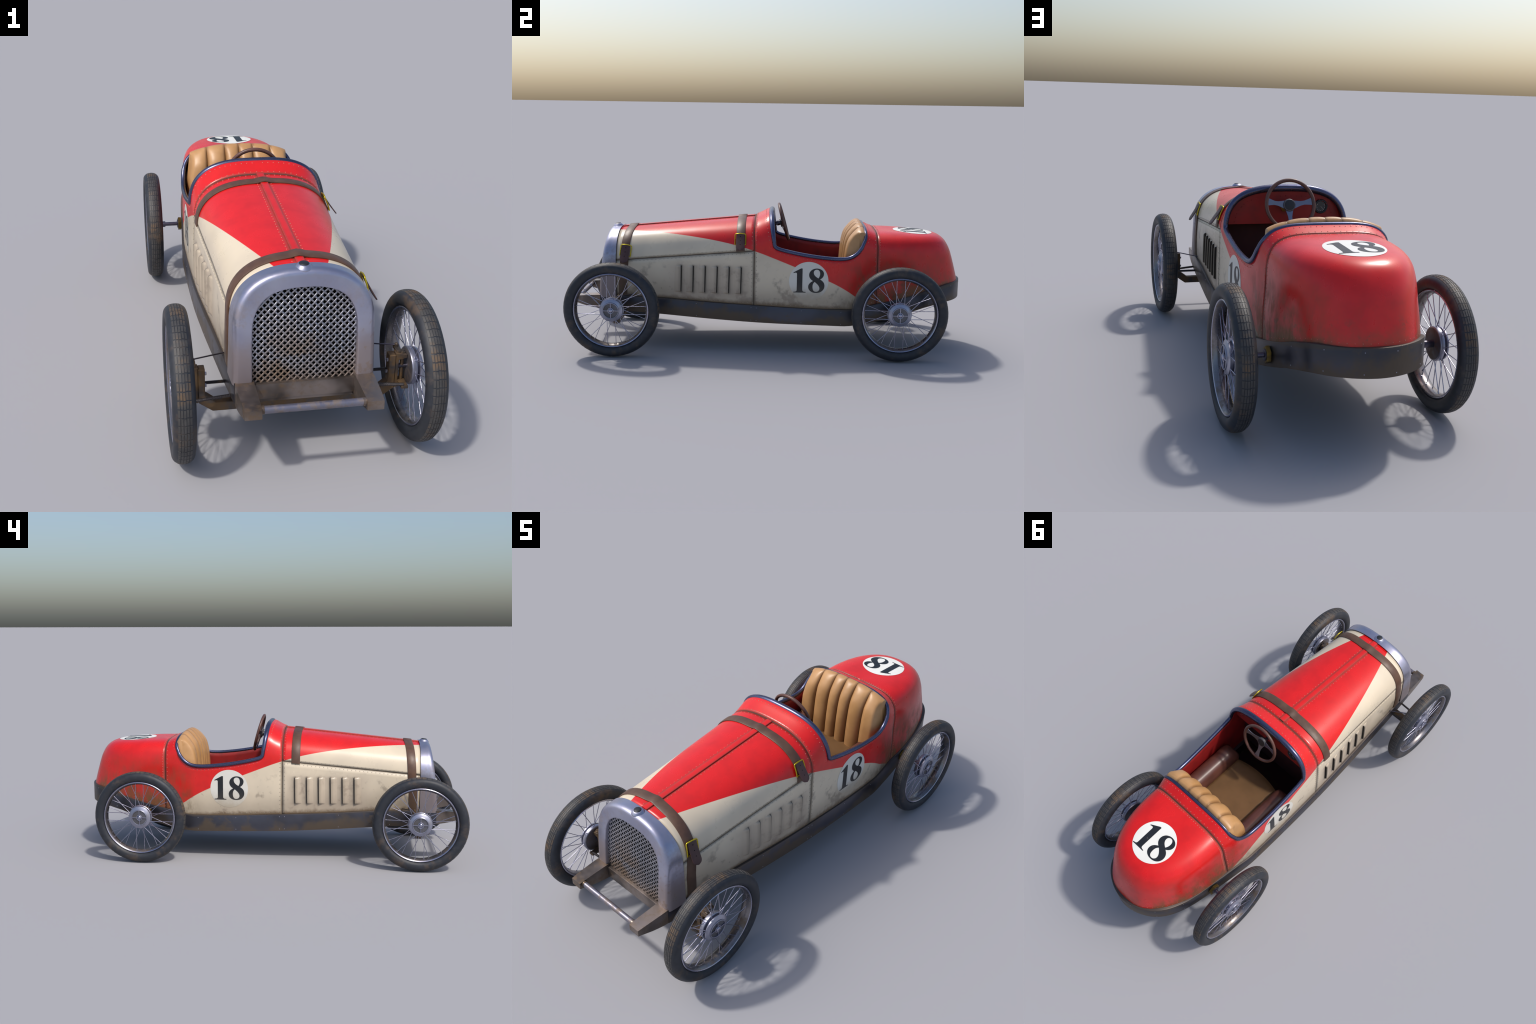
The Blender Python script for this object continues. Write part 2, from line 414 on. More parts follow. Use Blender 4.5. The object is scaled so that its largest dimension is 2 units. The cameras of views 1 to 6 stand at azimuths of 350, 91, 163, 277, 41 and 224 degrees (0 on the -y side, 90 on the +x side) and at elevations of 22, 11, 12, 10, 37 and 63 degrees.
def body(y, u, side=1, off=0.0):
    """point on the body skin; u 0..1 side wall, 1..2 arch"""
    if u <= 1:
        t = max(u, 0)
        bulge = .0025*math.sin(PI*min(t, 1))
        x = lerp(f_wb(y), f_ws(y), t)+bulge; z = lerp(f_zb(y), f_zs(y), t)
    else:
        pts, L = arch(y); s = min(u-1, 1)*L[-1]
        lo, hi = 0, len(L)-1
        while hi-lo > 1:
            m = (lo+hi)//2
            if L[m] <= s: lo = m
            else: hi = m
        t = (s-L[lo])/max(L[hi]-L[lo], 1e-9)
        x = lerp(pts[lo][0], pts[hi][0], t); z = lerp(pts[lo][1], pts[hi][1], t)
    p = Vector((side*x, y, z))
    if off: p += body_n(y, u, side)*off
    return p

def body_n(y, u, side=1):
    e = 1e-3
    u0, u1 = (u-e*8, u) if u > 1.98 else (u, u+e*8)
    ya, yb_ = y-2*e, y+2*e
    if ya < Y_COWL < y: ya = Y_COWL+1e-6
    elif y <= Y_COWL < yb_: yb_ = Y_COWL-1e-6
    a = body(ya, u, 1); c = body(yb_, u, 1); d = body(y, u0, 1); g = body(y, u1, 1)
    n = (c-a).cross(g-d)
    n = n.normalized()
    if u >= 1.999: n = Vector((0, n.y, n.z)).normalized()
    if n.x < 0: n = -n
    if u >= 1.999 and n.z < 0: n = -n
    return Vector((n.x*side, n.y, n.z)) if n.length else Vector((side, 0, 0))

def u_of_z(y, z):
    lo, hi = 0.0, 2.0
    for _ in range(36):
        m = (lo+hi)/2
        if body(y, m).z < z: lo = m
        else: hi = m
    return (lo+hi)/2

def z_seam(y): return .5255+.0935*y          # long seam between bonnet and side panel

def linspace(a, b, n): return [a+(b-a)*i/(n-1) for i in range(n)]

def panel_object(name, bm, thick=.006, mats=None, angle=35):
    """sheet panel with thickness and slightly folded edges"""
    bmesh.ops.remove_doubles(bm, verts=bm.verts, dist=2e-5)
    bmesh.ops.recalc_face_normals(bm, faces=bm.faces)
    me = bpy.data.meshes.new(name); bm.to_mesh(me); bm.free()
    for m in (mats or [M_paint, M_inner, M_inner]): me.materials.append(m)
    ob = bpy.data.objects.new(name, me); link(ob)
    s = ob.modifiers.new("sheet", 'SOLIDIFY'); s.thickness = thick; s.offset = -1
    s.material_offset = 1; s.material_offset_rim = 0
    smooth_mesh(me, angle)
    return ob

GAP = .0016

def outward(bm):
    """make sure faces look away from the body axis"""
    bmesh.ops.recalc_face_normals(bm, faces=bm.faces)
    s = 0
    for f in bm.faces:
        c = f.calc_center_median()
        s += f.normal.dot(Vector((c.x, 0, c.z-.42)))*f.calc_area()
    if s < 0: bmesh.ops.reverse_faces(bm, faces=bm.faces)

# --- bonnet
bm = bmesh.new()
ys = linspace(Y_FRONT, Y_COWL-GAP, 40)
rows = []
for y in ys:
    u0 = u_of_z(y, z_seam(y)+GAP)
    us = linspace(u0, 2.0, 30)
    rows.append([body(y, u, -1) for u in us]+[body(y, u, 1) for u in reversed(us[:-1])])
grid(bm, rows)
outward(bm)
bonnet = panel_object("bonnet", bm)

# --- lower side panels with louvres
for side in (1, -1):
    bm = bmesh.new(); rows = []
    for y in ys:
        u1 = u_of_z(y, z_seam(y)-GAP)
        rows.append([body(y, u, side) for u in linspace(0, u1, 14)])
    grid(bm, rows); outward(bm)
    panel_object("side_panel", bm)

# --- cowl / cockpit body from the cowl seam to the tail seam
Y0, Y1 = Y_COWL+GAP, Y_TAIL-GAP
ZF = .548                                            # sill corner below the scuttle
yF = pchip([(.50, .040), (.548, .030), (.60, .022), (.66, .012), (.72, .004)])     # scuttle lip rake
yR = pchip([(.46, .425), (.50, .452), (.55, .476), (.60, .487), (.70, .486)])      # rear lip rake
ycut = pchip([(.030, .548), (.038, .537), (.055, .530), (.133, .5115), (.224, .496), (.300, .4875), (.353, .484), (.395, .486), (.43, .500), (.452, .52), (.470, .548)])
ZR = .548
def u_lip_front(u): return yF(body(.02, u).z)
def u_lip_rear(u): return yR(body(.48, u).z)
uF = u_of_z(.030, ZF); uR = u_of_z(.470, ZR)
yFc, yRc = .030, .470
nA, nC = 8, 8
bm = bmesh.new()
ysA = linspace(Y0, yFc, nA); ysC = linspace(yRc, Y1, nC)
usA = linspace(uF, 2.0, 28); usC = linspace(uR, 2.0, 28)
def yA(u, a): return lerp(Y0, lerp(yFc, u_lip_front(u), min(1, (u-uF)/.1)), a)
def yC(u, a): return lerp(lerp(yRc, u_lip_rear(u), min(1, (u-uR)/.1)), Y1, a)
for side in (1, -1):
    grid(bm, [[body(yA(u, i/(nA-1)), u, side) for u in usA] for i in range(nA)])
    grid(bm, [[body(yC(u, i/(nC-1)), u, side) for u in usC] for i in range(nC)])
    mid = [.032, .035, .039, .045, .055, .07, .09, .115]+linspace(.14, .36, 12)+[.38, .395, .41, .425, .44, .45, .457, .463, .467]
    ysB = ysA+mid+ysC
    rows = []
    for y in ysB:
        if y <= yFc: top = uF
        elif y >= yRc: top = uR
        else: top = u_of_z(y, ycut(y))
        rows.append([body(y, u, side) for u in linspace(0, top, 16)])
    grid(bm, rows)
outward(bm)
cowl = panel_object("cockpit_body", bm, .007)

# --- rolled lip round the cockpit opening
def opening(side):
    pts = []
    for u in reversed(usA): pts.append((body(yA(u, 1), u, side), 'F', u))
    for y in mid: pts.append((body(y, u_of_z(y, ycut(y)), side), 'S', 0))
    for u in usC: pts.append((body(yC(u, 0), u, side), 'R', u))
    return pts
R_, L_ = opening(1), opening(-1)
loop = R_+list(reversed(L_))[1:-1]
pts, rad = [], []
for p, k, u in loop:
    q = p.copy()
    if k == 'F':
        w = min(1, (u-uF)/.5); r = lerp(.0095, .0145, w)
        q.z -= .008*w; q.x *= (1-.018*w); q.y += .006*w
    elif k == 'R':
        r = .0085; q.z -= .003
    else: r = .0095
    pts.append(q); rad.append(r)
for _ in range(2):                                   # ease the corners
    pts = [(pts[i-1]+pts[i]*2+pts[(i+1) % len(pts)])/4 for i in range(len(pts))]
bm = bmesh.new(); tube(bm, pts, rad, 12, closed=True)
finish_bm(bm, "cockpit_lip", M_trim, 180)

# --- tail: seam section blended into the back profile on a D-shaped plan
TSEC = []
_u = linspace(0, 2, 41)
for u in _u:
    p = body(Y_TAIL, u); TSEC.append((p.x, p.z))
BK = [(.4395, .300), (.437, .352), (.426, .40), (.4165, .435), (.397, .500), (.382, .532), (.3615, .5610), (.335, .580), (.302, .5905), (.26, .5955), (.20, .5985), (.13, .6010), (.06, .6040), (0, .6065)]
_bl = [0]
for a, c in zip(BK, BK[1:]): _bl.append(_bl[-1]+math.hypot(c[0]-a[0], c[1]-a[1]))
# map seam fraction -> back profile fraction by matching shoulder to shoulder
sL = [0]
for a, c in zip(TSEC, TSEC[1:]): sL.append(sL[-1]+math.hypot(c[0]-a[0], c[1]-a[1]))
f_len = pchip([(0, 0), (.56, .47), (.70, .62), (1, 1)])
f_by = pchip([(l/_bl[-1], b[0]) for l, b in zip(_bl, BK)])
f_bz = pchip([(l/_bl[-1], b[1]) for l, b in zip(_bl, BK)])
f_sx = pchip([(l/sL[-1], b[0]) for l, b in zip(sL, TSEC)])
f_sz = pchip([(l/sL[-1], b[1]) for l, b in zip(sL, TSEC)])
def tail_pt(v, th, gap=0.0):
    """v 0 sill .. 1 crown; th 0 right side .. pi left side"""
    c, s = math.cos(th), math.sin(th)
    m = 2.62-.12*min(1, v/.5)
    cc, ss = sgnpow(c, 2/m), abs(s)**(2/m)
    fv = f_len(v)
    w = ss**2.5
    x = f_sx(v)*cc*(1+.03*(1-v)*math.sin(PI*min(1, ss))*.5)
    y = Y_TAIL+gap+(f_by(fv)-gap)*ss
    z = lerp(f_sz(v), f_bz(fv), w)
    return Vector((x, y, z))
bm = bmesh.new()
ths = []
N = 72
for i in range(N+1):
    t = i/N
    ths.append(PI*(t-.06*math.sin(4*PI*t)*.9))
vs_ = [i/44 for i in range(45)]
rows = [[tail_pt(v, th, GAP) for th in ths] for v in vs_[:-1]]
rows.append([Vector((0, Y_TAIL+GAP, f_sz(1.0)))]*len(ths))
vv = [[bm.verts.new(p) for p in r] for r in rows[:-1]]
pole = bm.verts.new(rows[-1][0])
for i in range(len(vv)-1):
    for j in range(N): bm.faces.new((vv[i][j], vv[i][j+1], vv[i+1][j+1], vv[i+1][j]))
for j in range(N): bm.faces.new((vv[-1][j], vv[-1][j+1], pole))
bmesh.ops.smooth_vert(bm, verts=[v for r in vv[-14:] for v in r[2:-2]], factor=.5, use_axis_x=True, use_axis_y=True, use_axis_z=True)
outward(bm)
tail_bvh = BVHTree.FromBMesh(bm)
tail = panel_object("tail", bm)

# --- dark backing strips inside the seams so the gaps read as dark lines
bm = bmesh.new()
for y0 in (Y_COWL, Y_TAIL):
    rows = []
    for y in (y0-.008, y0+.008):
        us = linspace(0, 2, 44)
        rows.append([body(y, u, -1, -.0014) for u in us]+[body(y, u, 1, -.0014) for u in reversed(us[:-1])])
    grid(bm, rows)
for side in (1, -1):
    rows = []
    for y in linspace(Y_FRONT+.004, Y_COWL-.004, 24):
        rows.append([body(y, u_of_z(y, z_seam(y)+d), side, -.0014) for d in (-.008, 0, .008)])
    grid(bm, rows)
finish_bm(bm, "seam_backing", M_seam, 180)

# --- raised centre strip (hinge) along the bonnet
bm = bmesh.new(); rows = []
for y in linspace(Y_FRONT+.002, Y_COWL-.004, 30):
    zc = f_zt(y)
    prof = [(-.0138, -.003), (-.0136, .0042), (-.0128, .0051), (-.0115, .0054), (0, .0057), (.0115, .0054), (.0128, .0051), (.0136, .0042), (.0138, -.003)]
    def zs_(x): return body(y, 2.0-abs(x)/max(arch(y)[1][-1], .01)).z
    rows.append([Vector((x, y, zs_(x)+h)) for x, h in prof])
vs = grid(bm, rows); bm.faces.new(vs[0]); bm.faces.new(vs[-1])
finish_bm(bm, "bonnet_hinge", M_paint, 30)

# --- louvres
def louvre_mesh():
    """pressed vent: rises rearwards (+y), open at its rear edge; local x out, z up"""
    bm = bmesh.new()
    H, W, D = .0690, .034, .0108
    zs = [-H, -H+.003, -H+.008, -H+.016]+linspace(-H+.03, H-.03, 6)+[H-.016, H-.008, H-.003, H]
    rows = []
    for z in zs:
        e = min(1, (H-abs(z))/.008); e = math.sqrt(max(0, 1-(1-e)**2))
        rows.append([(-.002 if t == 0 else D*e*(t**1.6)*(1.0), -W+W*t, z) for t in (0, .15, .3, .45, .6, .75, .87, .95, 1.0)])
    grid(bm, rows)
    # folded rear lip
    rows2 = []
    for z in zs:
        e = min(1, (H-abs(z))/.008); e = math.sqrt(max(0, 1-(1-e)**2))
        rows2.append([(D*e, 0, z), (D*e-.0012, .0022, z), (D*e-.0040*e, .0022, z), (D*e-.0042*e, .0004, z)])
    grid(bm, rows2)
    rows3 = [[(D*e_-.0040*e_, .0012, z), (-.004, .0012, z)] for z, e_ in
             [(z, math.sqrt(max(0, 1-(1-min(1, (H-abs(z))/.008))**2))) for z in zs]]
    grid(bm, rows3, mat=1)
    # thin dark plate lying on the skin just behind the lip
    slot = [(.0008, z) for z in zs]
    grid(bm, [[(.0007, .0015, z) for z in (-H+.002, 0, H-.002)], [(.0007, .0062, z) for z in (-H+.004, 0, H-.002)]], mat=1)
    bmesh.ops.remove_doubles(bm, verts=bm.verts, dist=1e-6)
    me = bpy.data.meshes.new("louvre")
    bmesh.ops.recalc_face_normals(bm, faces=bm.faces)
    bm.to_mesh(me); bm.free()
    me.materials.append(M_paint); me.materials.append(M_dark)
    smooth_mesh(me, 50)
    return me
# the louvre paint must read world position, so each is baked in place
for side in (1, -1):
    for k in range(6):
        yk = -.441+.0604*k
        u = u_of_z(yk-.015, .3685)
        zmid = .3685-.002*k/5
        me = louvre_mesh()
        for v in me.vertices:
            yy = yk+v.co.y - .0045*(-v.co.z/.068)*.5
            zz = zmid+v.co.z
            p = body(yy, u_of_z(yy, zz), side)
            v.co = Vector((p.x+side*v.co.x, yy, zz))
        if side < 0: me.flip_normals()
        ob = bpy.data.objects.new("louvre", me); link(ob)

# ------------------------------------------------------------------ rivets
rb = bmesh.new()
def rivet(p, n, r=.0024, h=.0015):
    n = n.normalized(); a = n.orthogonal().normalized(); c = n.cross(a)
    ring0 = [rb.verts.new(p-n*.0004+r*(a*math.cos(2*PI*k/8)+c*math.sin(2*PI*k/8))) for k in range(8)]
    ring1 = [rb.verts.new(p+n*h*.75+r*.62*(a*math.cos(2*PI*k/8)+c*math.sin(2*PI*k/8))) for k in range(8)]
    top = rb.verts.new(p+n*h)
    for k in range(8):
        rb.faces.new((ring0[k], ring0[(k+1) % 8], ring1[(k+1) % 8], ring1[k]))
        rb.faces.new((ring1[k], ring1[(k+1) % 8], top))
def arc_rivets(yfun, u0, u1, step):
    for side in (1, -1):
        u = u0; last = None; acc = 0
        n = 400
        for i in range(n+1):
            uu = lerp(u0, u1, i/n); y = yfun(uu); p = body(y, uu, side)
            if last is not None: acc += (p-last).length
            last = p
            if acc >= step:
                acc = 0; rivet(p, body_n(y, uu, side))
arc_rivets(lambda u: Y_COWL-.011, .08, 1.99, .0205)
arc_rivets(lambda u: Y_COWL+.011, .08, 1.99, .0205)
arc_rivets(lambda u: Y_TAIL-.012, .10, 1.99, .0205)
arc_rivets(lambda u: yA(max(u, uF), 1)-.021, uF+.02, 1.99, .0195)
arc_rivets(lambda u: yC(max(u, uR), 0)+.019, uR+.02, 1.99, .0195)
for side in (1, -1):
    y = Y_FRONT+.03
    while y < Y_COWL-.02:
        for d in (.0095, -.0095):
            uu = u_of_z(y+(.01 if d < 0 else 0), z_seam(y)+d); rivet(body(y+(.01 if d < 0 else 0), uu, side), body_n(y, uu, side), .0020, .0012)
        y += .0203
    y = Y_FRONT+.02                                   # beside the hinge strip
    while y < Y_COWL-.015:
        L = arch(y)[1][-1]; uu = 2-.024/L
        rivet(body(y, uu, side), body_n(y, uu, side)); y += .0195
    y = .06                                           # under the cockpit sill
    while y < .44:
        uu = u_of_z(y, ycut(y)-.020); rivet(body(y, uu, side), body_n(y, uu, side)); y += .0195
for i in range(1, 40):
    v = i/40
    if v < .1: continue
    for th in (.0, PI):
        p = Vector((f_sx(v)*(1 if th == 0 else -1), Y_TAIL+.012, f_sz(v)))
        hit = tail_bvh.find_nearest(p)
        if hit[0] is not None: rivet(hit[0], hit[1] if hit[1].dot(Vector((p.x, 0, p.z-.4))) > 0 else -hit[1])

# ------------------------------------------------------------- apron/frame
xo = pchip([(-.996, .199), (-.97, .2015), (-.855, .2085), (-.768, .2155), (-.55, .230), (-.3, .2435), (-.07, .2515), (.2, .2535), (.40, .2515), (.5, .2445), (.55, .241), (.6, .2375)])
ztop = pchip([(-1.0, .262), (-.96, .2665), (-.855, .272), (-.768, .2725), (-.5565, .2685), (-.31, .2535), (-.06, .242), (.18, .231), (.385, .2275), (.42, .229), (.46, .2375), (.5, .2465), (.6, .2685), (.726, .301), (.85, .338), (.93, .3525), (1.0, .3555)])
zbot = pchip([(-1.0, .2355), (-.973, .229), (-.929, .2155), (-.90, .2095), (-.863, .2035), (-.75, .196), (-.549, .1845), (-.2655, .1655), (.014, .151), (.30, .1435), (.39, .1415), (.42, .144), (.5, .156), (.6, .180), (.738, .2205), (.80, .240), (.93, .262), (1.0, .2635)])
PLAN = [(.2410, .550), (.2345, .640), (.2295, .720), (.2195, .800), (.1965, .872), (.1655, .922), (.1225, .9600), (.0630, .9890), (0, 1.0)]
def plan_pt(t):
    """t 0 right side (y .55) .. 1 rear centre; Catmull-Rom through PLAN, mirrored past the centre"""
    P = [(.2445, .47)]+PLAN+[(-.0630, .9890)]
    f = t*(len(PLAN)-1); i = min(int(f), len(PLAN)-2); f -= i
    p0, p1, p2, p3 = P[i], P[i+1], P[i+2], P[i+3]
    def cr(a, b, c, d): return .5*(2*b+(c-a)*f+(2*a-5*b+4*c-d)*f*f+(3*b-a-3*c+d)*f**3)
    return Vector((cr(p0[0], p1[0], p2[0], p3[0]), cr(p0[1], p1[1], p2[1], p3[1]), 0))
path = [Vector((xo(y), y, 0)) for y in linspace(-.855, .535, 58)]
half = [plan_pt(k/36) for k in range(37)]
path += half+[Vector((-p.x, p.y, 0)) for p in reversed(half[:-1])]
path += [Vector((-p.x, p.y, 0)) for p in reversed(path[:58])]
bm = bmesh.new(); rows = []
n = len(path)
for i, p in enumerate(path):
    t = (path[min(i+1, n-1)]-path[max(i-1, 0)]).normalized()
    inn = Vector((-t.y, t.x, 0))
    if inn.dot(Vector((-p.x, .2-p.y, 0))) < 0: inn = -inn
    th = .030
    zt, zb = ztop(p.y), zbot(p.y)
    o, q = p, p+inn*th
    rows.append([(o.x, o.y, zb), (o.x, o.y, zt-.003), (o.x+inn.x*.0012, o.y+inn.y*.0012, zt-.0008), (o.x+inn.x*.004, o.y+inn.y*.004, zt),
                 (q.x, q.y, zt), (q.x, q.y, zb)])
vs = grid(bm, rows, closed_v=True)
bm.faces.new(vs[0]); bm.faces.new(vs[-1])
finish_bm(bm, "sill_apron", M_apron, 32)

# frame horns in front of the radiator, with the tie bar between them
for side in (1, -1):
    bm = bmesh.new(); rows = []
    for y in [-.995, -.985, -.97, -.95, -.929, -.90, -.875, -.855, -.83, -.80, -.775]:
        a, b_ = side*xo(y), side*.1505
        zt, zb = ztop(y), zbot(y)
        if y > -.86: a -= side*.0015
        rows.append([(a, y, zb), (a, y, zt), (b_, y, zt), (b_, y, zb)])
    vs = grid(bm, rows, closed_v=True); bm.faces.new(vs[0]); bm.faces.new(vs[-1])
    bevel_all(bm, .0035, 2, 50)
    finish_bm(bm, "frame_horn", M_rail, 35)
bm = bmesh.new()
tube(bm, [(-.155, -.974, .2515), (.155, -.974, .2515)], .0114, 20)
finish_bm(bm, "tie_bar", M_bar, 40)
for side in (1, -1):
    bm = bmesh.new(); tube(bm, [(side*.1505, -.974, .2515), (side*.142, -.974, .2515)], .0128, 20)
    finish_bm(bm, "tie_bar_collar", M_rail, 40)
bm = bmesh.new()
box(bm, (-.1515, -.858, .213), (.1515, -.80, .2625), .003)
box(bm, (-.1515, -.853, .2015), (.1515, -.80, .2115), .002)
finish_bm(bm, "cross_beam", M_rail, 35)
# floor pan
bm = bmesh.new(); rows = []
for y in linspace(-.80, .93, 50):
    w = xo(y)-.012 if y < .55 else max(.002, .24*max(0, 1-((y-.55)/.45)**2.6)**(1/2.6)-.014)
    z = zbot(y)+.012
    rows.append([(-w, y, z), (w, y, z)])
vs = grid(bm, rows); r = bmesh.ops.solidify(bm, geom=list(bm.faces), thickness=.006)
finish_bm(bm, "floor_pan", M_floor, 35)

# sill bolts
sb = rb; rb = bmesh.new()
for side in (1, -1):
    for y in (-.62, -.36, -.083, -.057, .17, .37):
        for zz in (ztop(y)-.013, zbot(y)+.010):
            rivet(Vector((side*xo(y), y, zz)), Vector((side, 0, 0)), .0021, .0014)
for t in (.40, .66, .90):
    for side in (1, -1):
        p = plan_pt(t); q = plan_pt(t+.01)-p; nn = Vector((side*q.y, -q.x, 0)); p.x *= side
        for zz in (ztop(p.y)-.014, zbot(p.y)+.012): rivet(Vector((p.x, p.y, zz)), nn, .0021, .0014)
ob = finish_bm(rb, "sill_bolts", M_bolt, 60, stuff=True)
rb = sb
# rivets just above the apron, following the skin
for side in (1, -1):
    y = -.70
    while y < .53:
        uu = u_of_z(y, ztop(y)+.010); rivet(body(y, uu, side), body_n(y, uu, side), .0023, .0013); y += .024
prev = None
for i in range(800):
    t = i/400-1
    p = plan_pt(1-abs(t)); p.x *= -1 if t < 0 else 1
    p.z = ztop(p.y)+.011
    if prev is None or (p-prev).length > .024:
        prev = p
        hit = tail_bvh.find_nearest(p)
        if hit[0] is not None and hit[3] < .05:
            nn = hit[1] if hit[1].dot(Vector((p.x, p.y-.6, 0))) > 0 else -hit[1]
            rivet(hit[0], nn, .0019, .0011)
finish_bm(rb, "rivets", M_rivet, 60, stuff=True)

# ----------------------------------------------------------------- radiator
def yface(z): return -.858+.036*(max(0, min(1.05, (z-.265)/.335)))**1.5
def outer_outline(N=40, grow=0.0, y=-.772, wid=None):
    """(x,z) from right base over the top to left base"""
    ws, zs, zt, nn = .2075+grow, .425, .597+grow, 2.5
    pts = []
    for i in range(14): pts.append((lerp(.2115, .2075, i/14)+grow, lerp(.262, zs, i/14)))
    arc = []
    M = 200
    for i in range(M+1):
        t = i/M*PI/2
        arc.append((ws*sgnpow(math.cos(t), 2/nn), zs+(zt-zs)*sgnpow(math.sin(t), 2/nn)))
    arc[-1] = (0, zt)
    Ls = [0]
    for a, c in zip(arc, arc[1:]): Ls.append(Ls[-1]+math.hypot(c[0]-a[0], c[1]-a[1]))
    for k in range(N+1):
        s = Ls[-1]*k/N; i = 0
        while i < M-1 and Ls[i+1] < s: i += 1
        f = (s-Ls[i])/max(1e-9, Ls[i+1]-Ls[i])
        pts.append((lerp(arc[i][0], arc[i+1][0], f), lerp(arc[i][1], arc[i+1][1], f)))
    return pts
def inner_outline(N=40, grow=0.0):
    ws, zs, zt, nn = .155+grow, .405, .5505+grow, 2.7
    pts = []
    for i in range(14): pts.append((.156+grow, lerp(.258, zs, i/14)))
    arc = []; M = 200
    for i in range(M+1):
        t = i/M*PI/2
        arc.append((ws*sgnpow(math.cos(t), 2/nn), zs+(zt-zs)*sgnpow(math.sin(t), 2/nn)))
    arc[-1] = (0, zt)
    Ls = [0]
    for a, c in zip(arc, arc[1:]): Ls.append(Ls[-1]+math.hypot(c[0]-a[0], c[1]-a[1]))
    for k in range(N+1):
        s = Ls[-1]*k/N; i = 0
        while i < M-1 and Ls[i+1] < s: i += 1
        f = (s-Ls[i])/max(1e-9, Ls[i+1]-Ls[i])
        pts.append((lerp(arc[i][0], arc[i+1][0], f), lerp(arc[i][1], arc[i+1][1], f)))
    return pts
O = outer_outline(grow=.0055); I = inner_outline()
def ring(fun):
    right = [fun(o, i, 1) for o, i in zip(O, I)]
    left = [fun(o, i, -1) for o, i in zip(O, I)]
    return right+list(reversed(left))[1:]
rows = []
def mk(tin, dy, yabs=None, inset=0.0):
    def f(o, i, s):
        x, z = lerp(o[0], i[0], tin), lerp(o[1], i[1], tin)
        k = .985 if yabs is None else 1.0
        if yabs is None:
            k = lerp(.978, 1.0, min(1, (dy)/.07))
        y = yabs if yabs is not None else yface(z)+dy
        return (s*x*(k if tin < .3 else 1), y, z if z < .30 else z-(0 if yabs is not None else .0))
    return ring(f)
# back edge (folded in), outer wall, rounded shoulder, face, inner return
rows.append(mk(.10, 0, -.770)); rows.append(mk(0, 0, -.770)); rows.append(mk(0, 0, -.775))
rows.append(mk(.0, .040)); rows.append(mk(.0, .026)); rows.append(mk(.0, .018)); rows.append(mk(.03, .0105)); rows.append(mk(.085, .0050)); rows.append(mk(.15, .0020))
rows.append(mk(.22, .0005)); rows.append(mk(.34, 0)); rows.append(mk(.9, 0)); rows.append(mk(.975, .0005)); rows.append(mk(1.0, .003)); rows.append(mk(1.0, .034))
bm = bmesh.new(); grid(bm, rows)
finish_bm(bm, "radiator_shell", M_chrome, 60)
# black core behind the mesh
bm = bmesh.new()
Ig = inner_outline(grow=.012)
poly = [(x, z) for x, z in Ig]+[(-x, z) for x, z in reversed(Ig[:-1])]
vsb = [bm.verts.new((x, yface(z)+.034, z)) for x, z in poly]
bm.faces.new(vsb)
bmesh.ops.triangulate(bm, faces=bm.faces)
finish_bm(bm, "radiator_core", M_black, 180)
# woven diamond grille
I2 = inner_outline(grow=.006)
def inside(x, z):
    x = abs(x)
    if z < .256 or z > .5555: return False
    if z <= .405: return x < .161
    return (x/.161)**2.7+((z-.405)/.1505)**2.7 < 1
def grille_wires(direction, dy):
    bm = bmesh.new()
    pitch = .0138                                     # perpendicular spacing
    ca = math.cos(PI/4)
    for k in range(-40, 41):
        # line: x*ca*direction - z'*ca = k*pitch
        run = []; N = 260
        for i in range(N+1):
            s = lerp(-.36, .36, i/N)
            x = direction*(s*ca+k*pitch*ca); z = .41+s*ca-k*pitch*ca
            if inside(x, z): run.append((x, z, s))
        if len(run) < 3: continue
        pts = []
        for x, z, s in run:
            wv = .0016*math.cos(PI*s/pitch+(PI*k))*direction
            pts.append(Vector((x, yface(z)+dy+wv*0.6, z)))
        w, hth = .0028, .0012
        nrm2 = Vector((ca*direction, 0, -ca))
        rows = []
        for p in pts:
            rows.append([p+nrm2*w*math.cos(a)+Vector((0, hth*math.sin(a), 0)) for a in [2*PI*j/8 for j in range(8)]])
        vs = grid(bm, rows, closed_v=True); bm.faces.new(vs[0]); bm.faces.new(vs[-1])
    return finish_bm(bm, "grille_mesh", M_mesh, 60, stuff=True)
grille_wires(1, .0148); grille_wires(-1, .0156)

# filler cap
bm = bmesh.new()
mt = Matrix.Translation((0, -.7955, .5985)) @ Matrix.Rotation(math.radians(6), 4, 'X')
lathe(bm, [(.0265, -.004), (.0265, .001), (.0255, .0032), (.021, .0085), (.0175, .0122), (.0155, .0128)], mt, 32)
cap = finish_bm(bm, "filler_cap", M_chrome, 35)
bm = bmesh.new()
lathe(bm, [(.0152, .0118), (.0150, .0134), (.0135, .0150), (.008, .0162), (.0001, .0166)], mt, 24)
finish_bm(bm, "filler_cap_plug", M_horn, 60, parent=cap)

# ------------------------------------------------------------------- straps
def strap(yc, u_end_l, u_end_r, width, yslope):
    bm = bmesh.new(); rows = []
    N = 44
    for i in range(2*N+1):
        t = i/N-1                                     # -1 left end .. 1 right end
        side = 1 if t >= 0 else -1
        ue = u_end_r if side > 0 else u_end_l
        u = 2-abs(t)*(2-ue)
        if abs(t) < 1e-9: u = 2.0
        y = yc+yslope(u)
        hump = .0065*math.exp(-(abs(body(y, u).x)/.02)**2)+.0012
        L, Tk = width/2, .0038
        row = []
        for dy, h in ((-L, -.0005), (-L, Tk*.6), (-L*.86, Tk), (0, Tk*1.12), (L*.86, Tk), (L, Tk*.6), (L, -.0005)):
            yy = y+dy
            p = body(yy, u, side); nn = body_n(yy, u, side)
            row.append(p+nn*(h+hump))
        rows.append(row)
    vs = grid(bm, rows, closed_v=True); bm.faces.new(vs[0]); bm.faces.new(vs[-1])
    return finish_bm(bm, "bonnet_strap", M_strap, 50)

